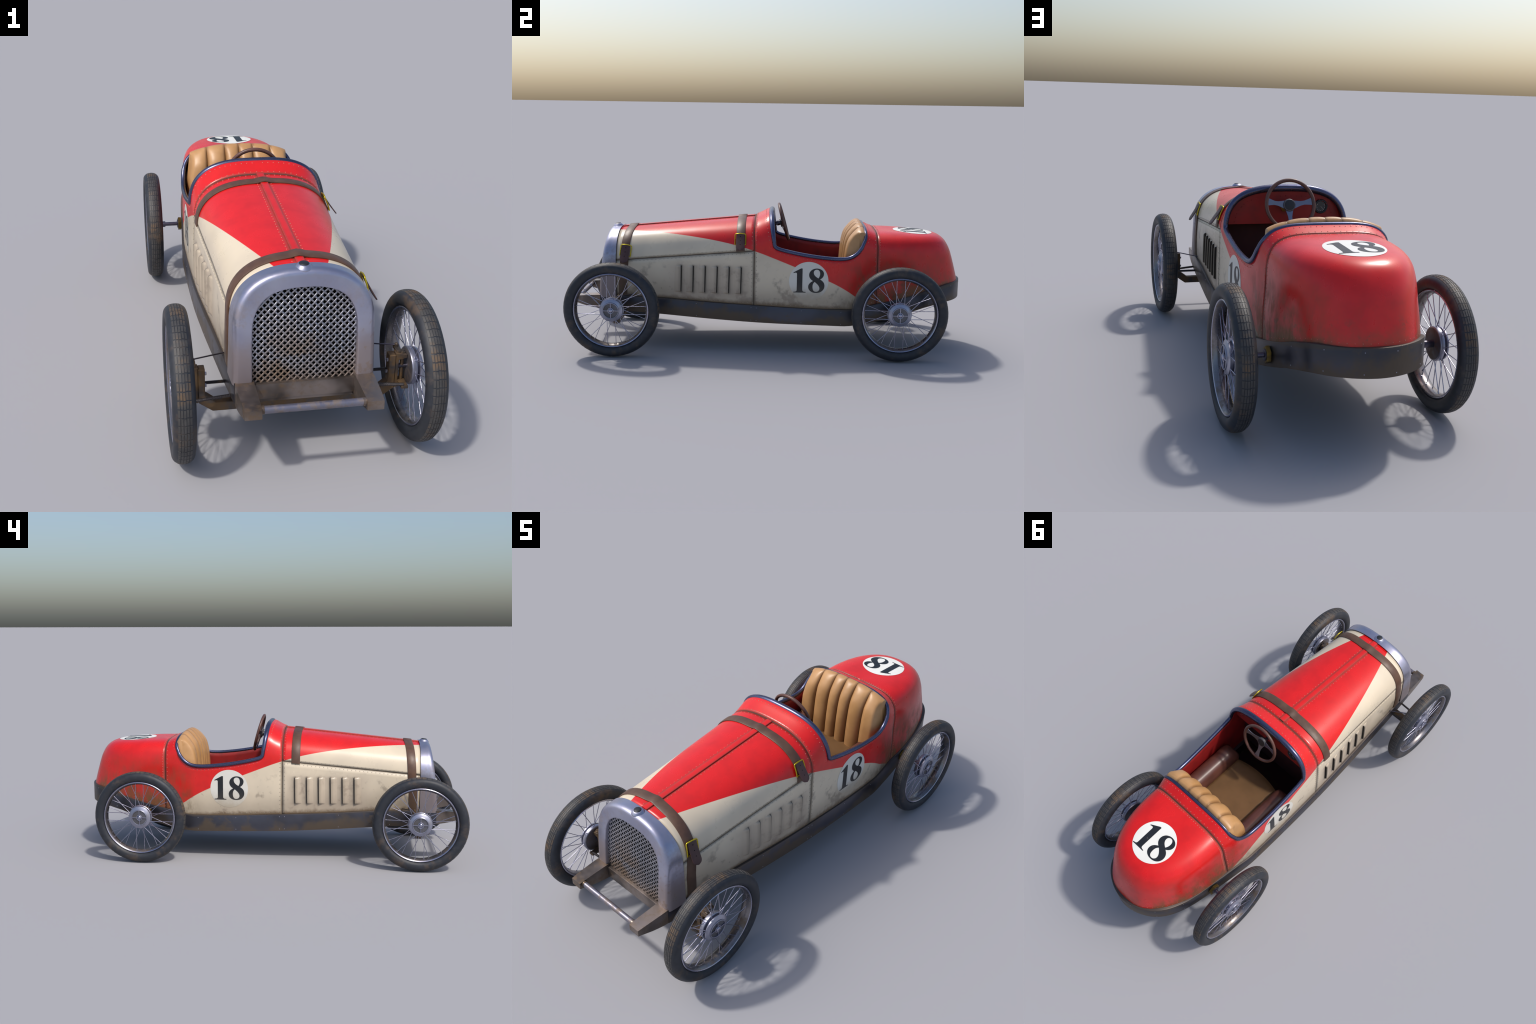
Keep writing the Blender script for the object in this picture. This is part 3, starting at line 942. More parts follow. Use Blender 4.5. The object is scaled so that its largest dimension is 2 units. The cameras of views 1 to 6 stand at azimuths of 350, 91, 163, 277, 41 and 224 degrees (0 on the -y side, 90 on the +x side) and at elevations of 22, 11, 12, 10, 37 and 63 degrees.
def buckle_and_tail(yc, ztop_, slope, tail_len, lift, strap_ob):
    """brass buckle with the free strap end standing off the bodywork, right side only"""
    zb0 = ztop_-.058
    pt = body(yc, u_of_z(yc, ztop_)); nt = body_n(yc, u_of_z(yc, ztop_))
    y2 = yc-slope*.058
    pb = body(y2, u_of_z(y2, zb0)); nb = body_n(y2, u_of_z(y2, zb0))
    A, B = pt+nt*.010, pb+nb*.013
    dn = (B-A).normalized(); fw = Vector((0, 1, 0)); fw = (fw-dn*fw.dot(dn)).normalized(); nn = dn.cross(fw)
    if nn.x < 0: nn = -nn
    hw = .0265
    bm = bmesh.new()
    def Q(a, d, h=0): return A+fw*a+dn*d+nn*h
    # three-sided frame, open at the bottom, bowed over the strap
    top = [Q(-hw, .056, -.004), Q(-hw, .03, 0), Q(-hw, .004, .001), Q(-hw+.004, 0, .002), Q(0, -.002, .004), Q(hw-.004, 0, .002), Q(hw, .004, .001), Q(hw, .03, 0), Q(hw, .056, -.004)]
    tube(bm, top, .0027, 8)
    tube(bm, [Q(-hw, .054, -.004), Q(0, .056, -.003), Q(hw, .054, -.004)], .0022, 8)
    bk = finish_bm(bm, "strap_buckle", M_brass, 60, parent=strap_ob)
    # free end
    bm = bmesh.new(); rows = []
    W = .0212; N = 22
    for i in range(N+1):
        t = i/N
        w = W*(1 if t < .80 else math.sqrt(max(0.0, 1-((t-.80)/.20)**2)*.97+.03))*lerp(.93, 1, min(1, t*3))
        c = Q(0, .001+tail_len*t, .002+lift*t**1.3)
        ring_ = []
        for a, h in ((-1, -.0018), (-1, .0012), (-.85, .002), (0, .0024), (.85, .002), (1, .0012), (1, -.0018), (0, -.002)):
            ring_.append(c+fw*w*a+nn*h)
        rows.append(ring_)
    vs = grid(bm, rows, closed_v=True); bm.faces.new(vs[0]); bm.faces.new(vs[-1])
    tl = finish_bm(bm, "strap_end", M_straptail, 50, parent=strap_ob)
    bm = bmesh.new()
    for d in (.014, .036, .058):
        c = Q(0, .001+d, .002+lift*(d/tail_len)**1.3+.0026)
        lathe(bm, [(.0022, 0), (.0001, .0003)], Matrix.Translation(c) @ nn.to_track_quat('Z', 'Y').to_matrix().to_4x4(), 10)
    finish_bm(bm, "strap_holes", M_black, 60, parent=tl, stuff=True)
    return bk

def sl_front(u): return -.026*max(0, (2-u))/1.35 if u > .65 else -.026
s1 = strap(-.709, .05, .05, .043, sl_front)
buckle_and_tail(-.7155, .525, .12, .092, .016, s1)
s2 = strap(-.139, u_of_z(-.139, .508), u_of_z(-.139, .516), .043, lambda u: 0)
buckle_and_tail(-.139, .593, .0, .088, .014, s2)

# ------------------------------------------------------------------ numbers
def bez(p0, p1, p2, p3, n=10):
    return [tuple(((1-t)**3*a+3*(1-t)**2*t*b+3*(1-t)*t*t*c+t**3*d) for a, b, c, d in zip(p0, p1, p2, p3)) for t in [i/n for i in range(n)]]
# glyph units: cap height 1
def glyph_one():
    g = [(0.30, 1.0), (.362, 1.0), (.362, .12)]
    g += bez((.362, .12), (.362, .05), (.40, .035), (.50, .032), 6)
    g += [(.50, .032), (.50, 0), (.0, 0), (.0, .032)]
    g += bez((.0, .032), (.10, .035), (.138, .05), (.138, .12), 6)
    g += [(.138, .12), (.138, .76)]
    g += bez((.138, .76), (.138, .83), (.10, .84), (.0, .805), 6)
    g += [(.0, .805), (-.005, .835)]
    return [g]
def chain(start, segs):
    out = []; p = start
    for c1, c2, q in segs:
        out += bez(p, c1, c2, q, 10); p = q
    return out
def glyph_eight():
    o = chain((.34, 1.005), [((.50, 1.005), (.63, .91), (.63, .785)), ((.63, .67), (.56, .60), (.475, .555)), ((.60, .49), (.66, .40), (.66, .285)),
              ((.66, .12), (.52, -.005), (.32, -.005)), ((.13, -.005), (.0, .10), (.0, .245)), ((.0, .36), (.08, .43), (.19, .49)),
              ((.09, .55), (.03, .63), (.03, .735)), ((.03, .89), (.17, 1.005), (.34, 1.005))])
    c1 = chain((.34, .957), [((.42, .957), (.473, .89), (.473, .79)), ((.473, .70), (.44, .64), (.41, .60)), ((.30, .66), (.215, .73), (.215, .84)), ((.215, .91), (.27, .957), (.34, .957))])
    c2 = chain((.258, .452), [((.36, .37), (.457, .28), (.457, .18)), ((.457, .10), (.40, .043), (.315, .043)), ((.22, .043), (.175, .12), (.175, .25)), ((.175, .36), (.21, .41), (.258, .452))])
    return [o, c1, c2]

def glyph_mesh(polys):
    cu = bpy.data.curves.new("glyph", 'CURVE'); cu.dimensions = '2D'; cu.fill_mode = 'BOTH'
    for pl in polys:
        s = cu.splines.new('POLY'); s.points.add(len(pl)-1); s.use_cyclic_u = True
        for p, q in zip(s.points, pl): p.co = (q[0], q[1], 0, 1)
    ob = bpy.data.objects.new("glyph", cu); bpy.context.scene.collection.objects.link(ob)
    dg = bpy.context.evaluated_depsgraph_get()
    me = bpy.data.meshes.new_from_object(ob.evaluated_get(dg))
    bpy.data.objects.remove(ob); bpy.data.curves.remove(cu)
    return me

def circle_pts(r, n=64): return [(r*math.cos(2*PI*i/n), r*math.sin(2*PI*i/n)) for i in range(n)]

def decal(name, polys, to3d, mat, parent, cell=.008, scale=1.0):
    """thin painted layer: 2d shape cut on a grid, wrapped on the skin and given thickness"""
    me = glyph_mesh(polys)
    bm = bmesh.new(); bm.from_mesh(me); bpy.data.meshes.remove(me)
    bmesh.ops.remove_doubles(bm, verts=bm.verts, dist=1e-6)
    xs = [v.co.x for v in bm.verts]; ysx = [v.co.y for v in bm.verts]
    c = cell/scale
    for ax, lo, hi in ((0, min(xs), max(xs)), (1, min(ysx), max(ysx))):
        k = lo+c
        while k < hi:
            no = Vector((1, 0, 0)) if ax == 0 else Vector((0, 1, 0))
            bmesh.ops.bisect_plane(bm, geom=list(bm.verts)+list(bm.edges)+list(bm.faces), plane_co=no*k, plane_no=no, dist=1e-6)
            k += c
    bmesh.ops.triangulate(bm, faces=bm.faces)
    wr = [(to3d(v.co.x, v.co.y)) for v in bm.verts]
    for v, (p, nrm) in zip(bm.verts, wr): v.co = p
    bm.normal_update()
    me = bpy.data.meshes.new(name); 
    bm.verts.index_update()
    tot = sum(f.normal.dot(wr[f.verts[0].index][1]) for f in bm.faces)
    if tot < 0: bmesh.ops.reverse_faces(bm, faces=bm.faces)
    bm.to_mesh(me); bm.free(); me.materials.append(mat)
    for p in me.polygons: p.use_smooth = True
    ob = bpy.data.objects.new(name, me); link(ob, parent)
    return ob

def side_map(side, yc, zc, off):
    def f(a, b):
        y = yc+side*a; z = zc+b
        u = u_of_z(y, z); n = body_n(y, u, side)
        return body(y, u, side)+n*off, n
    return f
def tail_map(yc, off):
    def f(a, b):                                      # read from behind: x to the left, up towards the front
        p = Vector((-a, yc-b, 1.2))
        hit = tail_bvh.ray_cast(p, Vector((0, 0, -1)))
        n = hit[1] if hit[1].z > 0 else -hit[1]
        return hit[0]+n*off, n
    return f

for side in (1, -1):
    yc, zc = .2045, .3705
    d = decal("number_disc", [circle_pts(.0985)], side_map(side, yc, zc, .0007), M_sidedisc, car, .010)
    H = .1235
    m = side_map(side, yc, zc, .0014)
    one = lambda a, b: m(-.0775+a*H+.001, -.0585+b*H)
    eight = lambda a, b: m(-.0775+(a+.60)*H+.001, -.0585+b*H)
    decal("number_one", glyph_one(), one, M_digit, d, .008, H)
    decal("number_eight", glyph_eight(), eight, M_digit, d, .008, H)
yc = .7480
d = decal("number_disc", [circle_pts(.1005)], tail_map(yc, .0008), M_disc, car, .008)
H = .132; m = tail_map(yc, .0016)
decal("number_one", glyph_one(), lambda a, b: m(-.0750+a*H, -.064+b*H), M_digit, d, .006, H)
decal("number_eight", glyph_eight(), lambda a, b: m(-.0765+(a+.575)*H, -.064+b*H), M_digit, d, .006, H)

# ------------------------------------------------------------------ cockpit
# dashboard
bm = bmesh.new()
yd = .004
us = linspace(u_of_z(yd, .551), 2, 26)
pr = [body(yd, u, 1, -.010) for u in us]
poly = [(p.x, p.z) for p in pr]+[(-p.x, p.z) for p in reversed(pr[:-1])]
prism(bm, poly, 1, yd-.006, yd)
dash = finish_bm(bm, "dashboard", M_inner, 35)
sv = rb = bmesh.new()
for u in linspace(u_of_z(yd, .565), 2, 15):
    for side in (1, -1):
        rivet(body(yd, u, side, -.040)*1, Vector((0, 1, 0)), .0021, .0013)
for v in rb.verts: v.co.y += (yd-v.co.y) if v.co.y < yd else 0
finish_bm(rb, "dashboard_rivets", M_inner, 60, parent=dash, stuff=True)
# round gauge
def facing_y(x, y, z): return Matrix.Translation((x, y, z)) @ Matrix.Rotation(-PI/2, 4, 'X')
bm = bmesh.new()
mt = facing_y(-.148, yd, .6165)
lathe(bm, [(.0290, 0), (.0290, .005), (.0270, .0085), (.0235, .0090), (.0215, .0070), (.0213, .0035)], mt, 36)
g = finish_bm(bm, "gauge", M_horn, 35, parent=dash)
bm = bmesh.new(); lathe(bm, [(.0214, .0040), (.0001, .0042)], mt, 32); finish_bm(bm, "gauge_face", M_glass, 60, parent=g)
bm = bmesh.new()
for k in range(11):
    a = math.radians(-30+24*k)
    box(bm, (-.0008, -.0014, 0), (.0008, .0022, .0008), 0, mt @ Matrix.Translation((.0165*math.cos(a), .0165*math.sin(a), .0044)) @ Matrix.Rotation(a-PI/2, 4, 'Z'))
box(bm, (-.0006, 0, 0), (.0006, .013, .0008), 0, mt @ Matrix.Translation((0, 0, .0048)) @ Matrix.Rotation(.8, 4, 'Z'))
finish_bm(bm, "gauge_marks", M_mark, 60, parent=g, stuff=True)
# steering column and wheel
tilt = math.radians(15.6)
sc = Vector((0, .0755, .6345))
MW = Matrix.Translation(sc) @ Matrix.Rotation(-PI/2+tilt, 4, 'X')      # local z -> towards the driver
nz = (MW.to_3x3() @ Vector((0, 0, 1))).normalized()
if nz.y < 0: nz = -nz
bm = bmesh.new()
RR = .0955
tube(bm, [MW @ Vector((RR*math.cos(2*PI*k/48), RR*math.sin(2*PI*k/48), 0)) for k in range(48)], .0074, 12, closed=True)
sw = finish_bm(bm, "steering_wheel", M_wood, 180)
zdir = 1 if (MW.to_3x3() @ Vector((0, 0, 1))).y > 0 else -1
DISH = -.016*zdir
down = MW.inverted().to_3x3() @ Vector((0, 0, -1)); ang0 = math.atan2(down.y, down.x)
for k, a in enumerate((ang0, ang0+math.radians(98), ang0-math.radians(98))):
    bm = bmesh.new(); rows = []
    ca, sa = math.cos(a), math.sin(a)
    for r, w in ((.014, .017), (.024, .0145), (.034, .0115), (.046, .0085), (.060, .0078), (.074, .0105), (.086, .0135), (.0945, .0145)):
        if k == 0: w *= .95
        zz = DISH*(1-((r-.014)/.08)**1.2*1.0) if r < .094 else 0
        row = []
        for s, h in ((-1, -.0012), (-1, .0012), (1, .0012), (1, -.0012)):
            row.append(MW @ Vector((r*ca-s*w*sa, r*sa+s*w*ca, zz+h)))
        rows.append(row)
    vs = grid(bm, rows, closed_v=True); bm.faces.new(vs[0]); bm.faces.new(vs[-1])
    finish_bm(bm, "steering_spoke", M_wheelspoke, 35, parent=sw)
bm = bmesh.new()
s_ = zdir
lathe(bm, [(.0245, DISH-.004*s_), (.0245, DISH+.004*s_), (.0225, DISH+.0065*s_), (.0200, DISH+.0065*s_), (.0195, DISH+.0045*s_)], MW, 36)
finish_bm(bm, "steering_hub", M_hubdark, 35, parent=sw)
bm = bmesh.new()
lathe(bm, [(.0198, DISH+.004*s_), (.0195, DISH+.0066*s_), (.012, DISH+.0080*s_), (.0001, DISH+.0084*s_)], MW, 30)
finish_bm(bm, "horn_button", M_horn, 60, parent=sw)
bm = bmesh.new()
c0 = MW @ Vector((0, 0, DISH)); ax = -(MW.to_3x3() @ Vector((0, 0, s_))).normalized()
tube(bm, [c0, c0+ax*.10], .0075, 14); tube(bm, [c0+ax*.004, c0+ax*.022], .013, 16)
finish_bm(bm, "steering_column", M_axle, 40)
bm = bmesh.new()
pd = c0+ax*((c0.y-yd-.004)/-ax.y)
lathe(bm, [(.020, 0), (.020, .004), (.014, .006), (.008, .006)], facing_y(pd.x, yd, pd.z), 6)
finish_bm(bm, "column_flange", M_bronze, 30)

# bulkhead / footwell darkness
bm = bmesh.new()
pr = [body(-.05, u, 1, -.012) for u in linspace(.05, 2, 30)]
poly = [(p.x, p.z) for p in pr]+[(-p.x, p.z) for p in reversed(pr[:-1])]
prism(bm, poly, 1, -.056, -.050)
finish_bm(bm, "footwell_bulkhead", M_floor, 35)

# seat: six stuffed channels
xb = [-.2055, -.136, -.0595, -.0005, .0590, .1355, .2055]
def seat_top(x): return .6515-.034*(abs(x)/.2055)**2.6
def seat_depth(x): return .016*(abs(x)/.2)**2          # wraps forward slightly at the sides
SPINE = [(.399, .312), (.400, .42), (.406, .52), (.415, .575), (.429, .605), (.440, .624), (.448, .636), (.455, .6435), (.463, .6468), (.471, .6455), (.479, .637), (.4835, .62), (.484, .58), (.474, .46), (.468, .318)]
PUFF = [.025, .025, .0245, .0215, .0175, .0130, .0085, .0042, .0018, .0015, .0008, 0, 0, 0, 0]
def spine_at(f):
    i = min(int(f), len(SPINE)-2); q = f-i
    P = [SPINE[max(0, i-1)], SPINE[i], SPINE[i+1], SPINE[min(len(SPINE)-1, i+2)]]
    cr = lambda a, b, c, d: .5*(2*b+(c-a)*q+(2*a-5*b+4*c-d)*q*q+(3*b-a-3*c+d)*q**3)
    return cr(*[p[0] for p in P]), cr(*[p[1] for p in P]), lerp(PUFF[i], PUFF[i+1], q)
for k in range(6):
    bm = bmesh.new(); rows = []
    x0, x1 = xb[k]+.0002, xb[k+1]-.0002
    wc, hw = (x0+x1)/2, (x1-x0)/2
    NF = 4*(len(SPINE)-1)
    for j in range(NF+1):
        f = j/4
        y, z, pf = spine_at(f)
        y2, z2, _ = spine_at(min(f+.05, len(SPINE)-1.001)); y1, z1, _ = spine_at(max(f-.05, 0))
        ty, tz = y2-y1, z2-z1; l = math.hypot(ty, tz) or 1
        ny, nzz = -tz/l, ty/l                          # outward: forwards, then up, then back
        row = []
        for i in range(19):
            sx = math.sin((i/18-.5)*PI)
            x = wc+hw*sx
            bulge = pf*max(0, 1-abs(sx)**2.3)**.62
            yy, zz = y+ny*bulge, z+nzz*bulge
            edge = 0.0
            if k in (0, 5):                            # outer channels roll round to the back
                sg = -1 if k == 0 else 1
                e = max(0, sg*sx)
                if e > 0:
                    bulge = pf*max(0, 1-e**3.2)**.5
                    yy, zz = y+ny*bulge, z+nzz*bulge
                    if f < 7: yy = lerp(yy, max(yy, .450), max(0, (e-.72)/.28)**1.3)
                x += sg*.016*max(0, min(1, (.615-zz)/.09))*max(0, e)
            zz = .312+(zz-.312)*(seat_top(x)-.312)/(.6515-.312)
            yy += seat_depth(x)*.35
            row.append(Vector((x, yy, zz)))
        rows.append(row)
    vs = grid(bm, rows)
    bm.faces.new([r[0] for r in vs]); bm.faces.new([r[-1] for r in vs]); bm.faces.new(vs[0]+list(reversed(vs[-1])))
    bmesh.ops.triangulate(bm, faces=[f for f in bm.faces if len(f.verts) > 4])
    finish_bm(bm, "seat_channel", M_tan, 70)
# cushion
bm = bmesh.new(); rows = []
for i in range(29):
    t = i/28; y = lerp(.083, .43, t)
    row = []
    for j in range(25):
        s = lerp(-1, 1, j/24)
        x = s*.138; yy = y+.020*s*s*(1-t)
        e = min(1, t/.10); f = min(1, (1-abs(s))/.08)
        z = .338+.014*math.sqrt(max(0, 1-(1-e)**2))*math.sqrt(max(0, 1-(1-f)**2))+.004*(1-s*s)
        row.append((x, yy, z))
    rows.append(row)
grid(bm, rows)
r = bmesh.ops.solidify(bm, geom=list(bm.faces), thickness=.03)
finish_bm(bm, "seat_cushion", M_pan, 60)
# side bolsters
for side in (1, -1):
    bm = bmesh.new(); rows = []
    N = 30
    for i in range(N+1):
        t = i/N; y = lerp(.085, .43, t)
        e = min(1, t/.16); sh = math.sqrt(max(0.0, 1-(1-e)**2))
        dent = 1-.045*math.exp(-((t-.27)/.035)**2)
        row = []
        for j in range(20):
            a = 2*PI*j/20
            x = .182+.050*sgnpow(math.cos(a), .85)*lerp(.75, 1, sh)*dent
            z = .345+.070*sgnpow(math.sin(a), .85)*(lerp(.25, 1, sh))*dent
            row.append((side*x, y, z))
        rows.append(row)
    vs = grid(bm, rows, closed_v=True); bm.faces.new(vs[0]); bm.faces.new(vs[-1])
    finish_bm(bm, "seat_bolster", M_bolster, 60)

# ------------------------------------------------------------------- wheels
WR, RM = .2350, .2085
def arcs(n): return [2*PI*k/n for k in range(n)]
# tyre carcass: local x is the wheel axis (outwards positive)
TW, TH = .0335, .0270
tprof = []
for k in range(28):
    a = 2*PI*k/28
    x = TW*sgnpow(math.cos(a), .92); r = RM+.0005+TH*sgnpow(math.sin(a), .86)*(.97 if math.sin(a) > 0 else 1)
    tprof.append((x, r))
bm = bmesh.new(); lathe_x(bm, tprof, 60, closed=True)
def to_mesh(bm, name, mats, angle=40):
    bmesh.ops.recalc_face_normals(bm, faces=bm.faces)
    me = bpy.data.meshes.new(name); bm.to_mesh(me); bm.free()
    for m in mats: me.materials.append(m)
    smooth_mesh(me, angle); return me
ME_tyre = to_mesh(bm, "tyre", [M_tyre], 180)
# tread blocks standing on the crown
bm = bmesh.new()
NR = 60; cols = linspace(-.0205, .0205, 6)
def crown(x):
    s = min(1, abs(x)/TW); c_ = s**(1/.92); sn = math.sqrt(max(0, 1-c_*c_))
    return RM+.0005+TH*.97*sn**.86
for k in range(NR):
    for j in range(5):
        xa, xb_ = cols[j]+.0006, cols[j+1]-.0006
        stag = .16*math.sin(j*2.1)
        a0 = 2*PI*(k+.055+stag*.25)/NR; a1 = 2*PI*(k+.945+stag*.25)/NR; am = (a0+a1)/2
        hgt = .0018
        lay = []
        for a, ins in ((a0, 0), (am, 0), (a1, 0)):
            for x in (xa, xb_): lay.append((x, a))
        bot = [bm.verts.new((x, (crown(x)-.0012)*math.cos(a), (crown(x)-.0012)*math.sin(a))) for x, a in lay]
        xi = lambda x: x+(.0005 if x == xa else -.0005)
        top = [bm.verts.new((xi(x), (crown(x)+hgt-.0010)*math.cos(lerp(a, am, .05)), (crown(x)+hgt-.0010)*math.sin(lerp(a, am, .05)))) for x, a in lay]
        for q in ((0, 2, 3, 1), (2, 4, 5, 3)): bm.faces.new([top[i] for i in q])
        for e0, e1 in ((0, 2), (2, 4), (4, 5), (5, 3), (3, 1), (1, 0)):
            bm.faces.new((bot[e0], bot[e1], top[e1], top[e0]))
ME_tread = to_mesh(bm, "tread", [M_tread], 30)
# rim: double-lipped channel
bm = bmesh.new()
rp = [(.0235, .1795), (.0255, .1830), (.0235, .1860), (.0205, .1850), (.0185, .1800), (.0120, .1765), (.0060, .1748), (-.0060, .1748), (-.0120, .1765), (-.0185, .1800), (-.0205, .1850), (-.0235, .1860), (-.0255, .1830), (-.0235, .1795),
      (-.0190, .1760), (-.0120, .1725), (-.0060, .1705), (.0060, .1705), (.0120, .1725), (.0190, .1760)]
lathe_x(bm, rp, 72, closed=True)
ME_rim = to_mesh(bm, "rim", [M_rim, M_spoke], 50)
for p in ME_rim.polygons:
    if math.hypot(p.center.y, p.center.z) > .1790 and abs(p.center.x) > .0190: p.material_index = 1
# hub: drum on the inside, neck, outer flange
bm = bmesh.new()
lathe_x(bm, [(-.0185, .0001), (-.0185, .0545), (-.0170, .0585), (-.0145, .0598), (-.0020, .0598), (.0000, .0575), (.0005, .044), (.0085, .042), (.0090, .0555), (.0100, .0565), (.0142, .0565), (.0152, .0555), (.0160, .0515), (.0178, .0495), (.0188, .0430), (.0200, .0412), (.0235, .0405)], 56)
lathe_x(bm, [(.0235, .0400), (.0245, .0385), (.0240, .0368), (.0200, .0360)], 56)
lathe_x(bm, [(.0195, .0365), (.0195, .0001)], 40, mat=1)
ME_hub = to_mesh(bm, "wheel", [M_hub, M_hubdark], 35)
for p in ME_hub.polygons:
    if p.center.x < -.0180: p.material_index = 2
ME_hub.materials.append(M_drum)
# hub cap: four-armed cross with boss
bm = bmesh.new()
for k in range(4):
    a = k*PI/2
    box(bm, (.0190, .010, -.0014), (.0238, .0375, .0022), .0008, Matrix.Rotation(a, 4, 'X'))
lathe_x(bm, [(.0190, .0155), (.0238, .0152), (.0245, .0138), (.0240, .0118), (.0215, .0110)], 32)
lathe_x(bm, [(.0195, .0105), (.0250, .0098), (.0275, .0075), (.0285, .0035), (.0287, .0001)], 24)
ME_cap = to_mesh(bm, "hub_cap", [M_spoke], 35)
# spokes
def spoke_mesh(xh, rh, off, sgn):
    bm = bmesh.new()
    y0 = math.sqrt(rh*rh-off*off); y1 = math.sqrt(.1735**2-off*off)
    x1 = .006*math.copysign(1, xh)
    tube(bm, [(xh, y0, sgn*off), (lerp(xh, x1, .97), lerp(y0, y1, .97), sgn*off), (x1, y1, sgn*off)], [.00150, .00150, .0016], 6)
    tube(bm, [(lerp(xh, x1, .955), lerp(y0, y1, .955), sgn*off), (x1, y1, sgn*off)], .0024, 6)
    return to_mesh(bm, "spoke", [M_spoke], 60)
ME_sp = [spoke_mesh(.0130, .0535, .0205, 1), spoke_mesh(.0130, .0535, .0205, -1), spoke_mesh(-.0080, .0575, .0205, 1), spoke_mesh(-.0080, .0575, .0205, -1)]

XW = .3625
def wheel(x, y, rot):
    side = 1 if x > 0 else -1
    hub = bpy.data.objects.new("wheel", ME_hub); link(hub)
    hub.location = (x, y, WR+.0005)
    hub.rotation_euler = (rot if side > 0 else -rot, 0, 0 if side > 0 else PI)
    for nm, me, st in (("tyre", ME_tyre, 0), ("tread", ME_tread, 1), ("rim", ME_rim, 0), ("hub_cap", ME_cap, 0)):
        ob = bpy.data.objects.new(nm, me); link(ob, hub)
        if st: ob["kind"] = "stuff"
        if nm in ("tyre", "tread", "rim"): ob.rotation_euler = (rnd.uniform(0, 6), 0, 0)
    for k in range(16):
        for s in (0, 1):
            ob = bpy.data.objects.new("spoke", ME_sp[(k % 2)*2+s]); link(ob, hub)
            ob.rotation_euler = (2*PI*k/16, 0, 0)
    return hub
YFW, YRW = -.765, .6485
wheel(XW, YFW, .0); wheel(-XW, YFW, .0); wheel(XW, YRW, .0); wheel(-XW, YRW, .0)

# rear axle and its nuts
ZA = WR+.0005
bm = bmesh.new()
tube(bm, [(-.355, YRW, ZA), (.355, YRW, ZA)], .0085, 16)
for s in (1, -1): tube(bm, [(s*.308, YRW, ZA), (s*.352, YRW, ZA)], .0130, 20)
finish_bm(bm, "rear_axle", M_axle, 40)
for s in (1, -1):
    bm = bmesh.new()
    mt = Matrix.Translation((s*.236, YRW, ZA)) @ Matrix.Rotation(s*PI/2, 4, 'Y')
    lathe(bm, [(.030, 0), (.030, .012), (.0285, .0135), (.020, .0137)], mt, 6)
    lathe(bm, [(.0195, .010), (.0195, .0165), (.014, .018), (.0088, .018)], mt, 24, mat=1)
    finish_bm(bm, "axle_nut", [M_bronze, M_axle], 30)

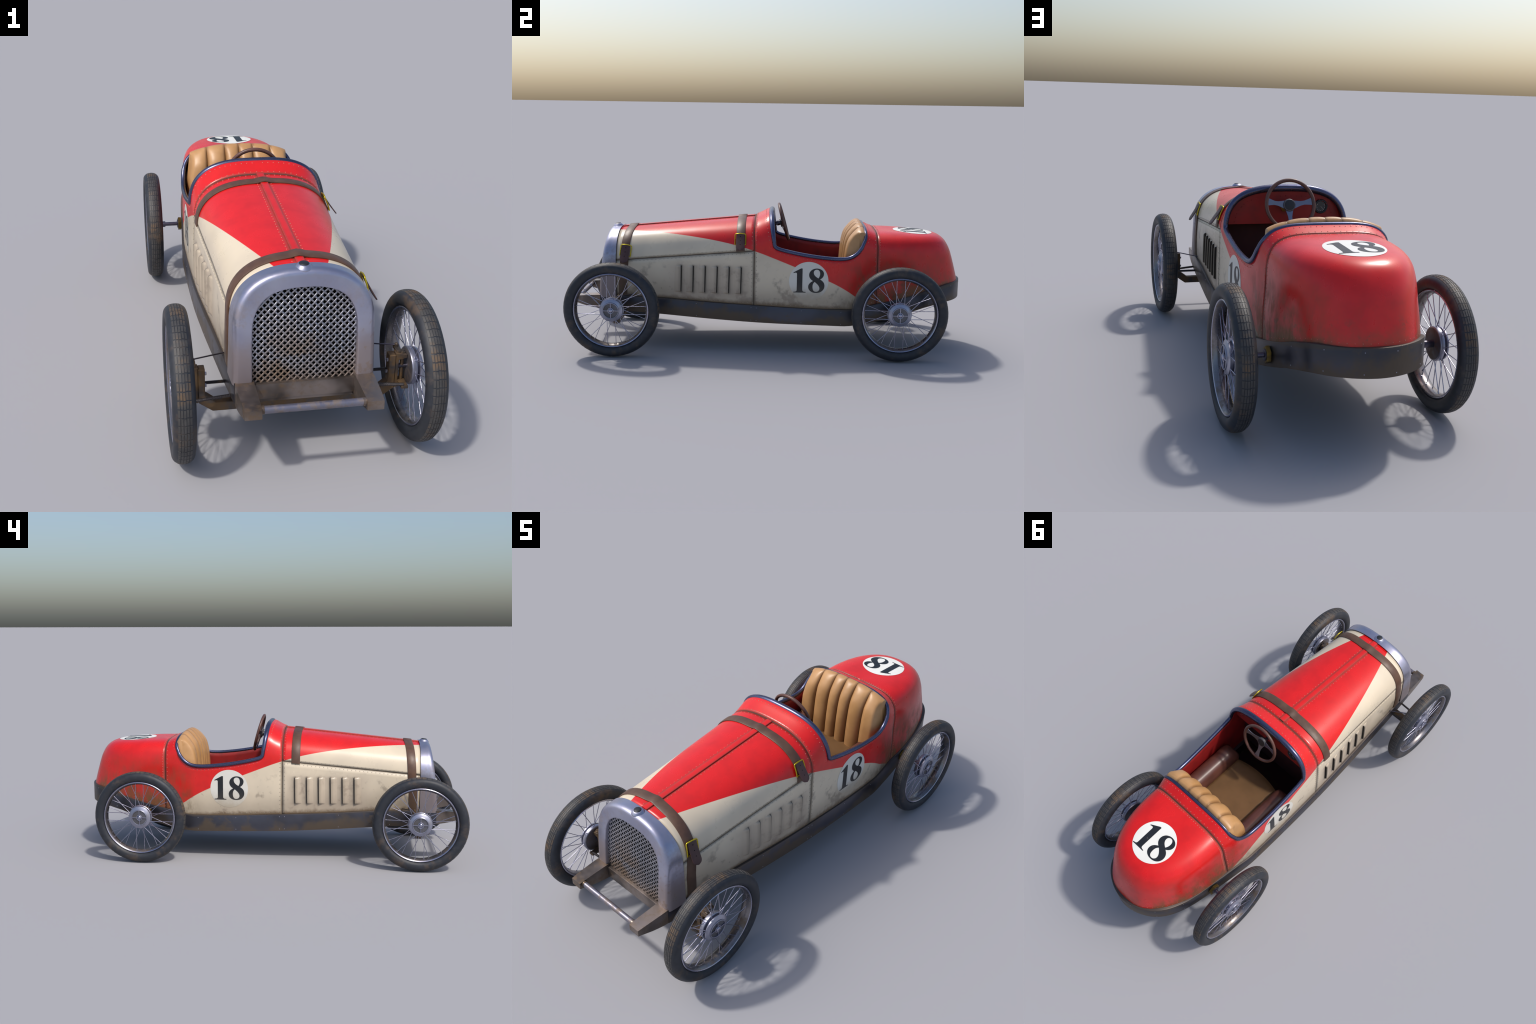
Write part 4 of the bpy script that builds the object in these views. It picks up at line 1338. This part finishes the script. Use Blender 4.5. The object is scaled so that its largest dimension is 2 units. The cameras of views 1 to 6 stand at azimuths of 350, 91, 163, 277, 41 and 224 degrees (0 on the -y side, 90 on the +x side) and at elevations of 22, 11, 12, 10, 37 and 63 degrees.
# ---------------------------------------------------------- front suspension
bm = bmesh.new()
poly_r = [(.0, .137), (.262, .137), (.305, .168), (.305, .2815), (.285, .2815), (.285, .192), (.252, .166), (0, .166)]
poly = poly_r+[(-x, z) for x, z in reversed(poly_r[1:-1])]
prism(bm, poly, 1, -.781, -.749)
bmesh.ops.recalc_face_normals(bm, faces=bm.faces)
bevel_all(bm, .0018, 1, 20)
beam = finish_bm(bm, "front_axle_beam", M_susp, 30)
for s in (1, -1):
    # steering knuckle: C-bracket, king pin, stub axle
    bm = bmesh.new()
    c_ = [(.3055, .166), (.342, .176), (.342, .189), (.316, .192), (.316, .262), (.342, .268), (.342, .2805), (.3055, .287)]
    prism(bm, [(s*x, z) for x, z in c_], 1, -.7785, -.7515)
    bmesh.ops.recalc_face_normals(bm, faces=bm.faces); bevel_all(bm, .0015, 1, 20)
    kn = finish_bm(bm, "steering_knuckle", M_susp, 30)
    bm = bmesh.new()
    tube(bm, [(s*.330, YFW, .170), (s*.330, YFW, .291)], .0062, 12)
    lathe(bm, [(.0095, 0), (.0095, .006), (.007, .0075)], Matrix.Translation((s*.330, YFW, .280)), 6)
    lathe(bm, [(.0095, 0), (.0095, .006), (.007, .0075)], Matrix.Translation((s*.330, YFW, .1765)) @ Matrix.Rotation(PI, 4, 'X'), 6)
    finish_bm(bm, "king_pin", M_susp, 35, parent=kn)
    bm = bmesh.new()
    tube(bm, [(s*.312, YFW, ZA), (s*.352, YFW, ZA)], .0072, 14)
    finish_bm(bm, "stub_axle", M_axle, 40, parent=kn)
    for z in (.2595, .2195):
        bm = bmesh.new()
        lathe(bm, [(.0062, 0), (.0062, .005), (.005, .006)], Matrix.Translation((s*.2852, -.765, z)) @ Matrix.Rotation(-s*PI/2, 4, 'Y'), 6)
        finish_bm(bm, "bracket_bolt", M_bolt, 30, parent=beam)
    # threaded radius rods
    for y, xa, za, zb_ in ((-.805, .326, .1915, .204), (-.722, .300, .2025, .203)):
        bm = bmesh.new(); pts = []; rr = []
        N = 64
        for i in range(N+1):
            t = i/N; pts.append((s*lerp(xa, .200, t), lerp(-.777 if y < -.77 else -.752, y, min(1, t*5)) if i < 0 else y, lerp(za, zb_, t)))
            rr.append(.0046+.0009*(i % 2))
        tube(bm, pts, rr, 10)
        finish_bm(bm, "threaded_rod", M_rod, 20)
    # drop link joining the front rod to the knuckle
    bm = bmesh.new()
    box(bm, (min(s*.318, s*.340), -.812, .180), (max(s*.318, s*.340), -.770, .1895), .0015)
    finish_bm(bm, "knuckle_arm", M_susp, 30, parent=kn)
    # tie rod and its steering arm
    bm = bmesh.new()
    tube(bm, [(s*.318, -.737, .2945), (s*.205, -.676, .2785)], .0024, 8)
    finish_bm(bm, "steering_rod", M_axle, 60)
    bm = bmesh.new()
    box(bm, (min(s*.310, s*.328), -.770, .2815), (max(s*.310, s*.328), -.728, .2895), .0015)
    lathe(bm, [(.006, -.004), (.0065, .008), (.003, .011)], Matrix.Translation((s*.319, -.737, .290)), 10)
    finish_bm(bm, "steering_arm", M_susp, 30, parent=kn)

# --------------------------------------------------------- part hierarchy
def adopt(parent_name, child_kinds):
    par = bpy.data.objects[parent_name]
    for ob in list(bpy.data.objects):
        if ob.name.split(".")[0] in child_kinds and ob.parent == car and ob != par:
            ob.parent = par
bpy.data.objects["seat_cushion"].name = "seat"
adopt("seat", {"seat_channel", "seat_bolster"})
bpy.data.objects["radiator_shell"].name = "radiator"
adopt("radiator", {"grille_mesh", "radiator_core"})
adopt("front_axle_beam", {"threaded_rod", "steering_rod"})
adopt("rear_axle", {"axle_nut"})
adopt("sill_apron", {"sill_bolts"})
adopt("bonnet", {"bonnet_hinge"})
adopt("cockpit_body", {"cockpit_lip", "dashboard"})
bpy.data.objects["tie_bar"].parent = car
adopt("tie_bar", {"tie_bar_collar"})
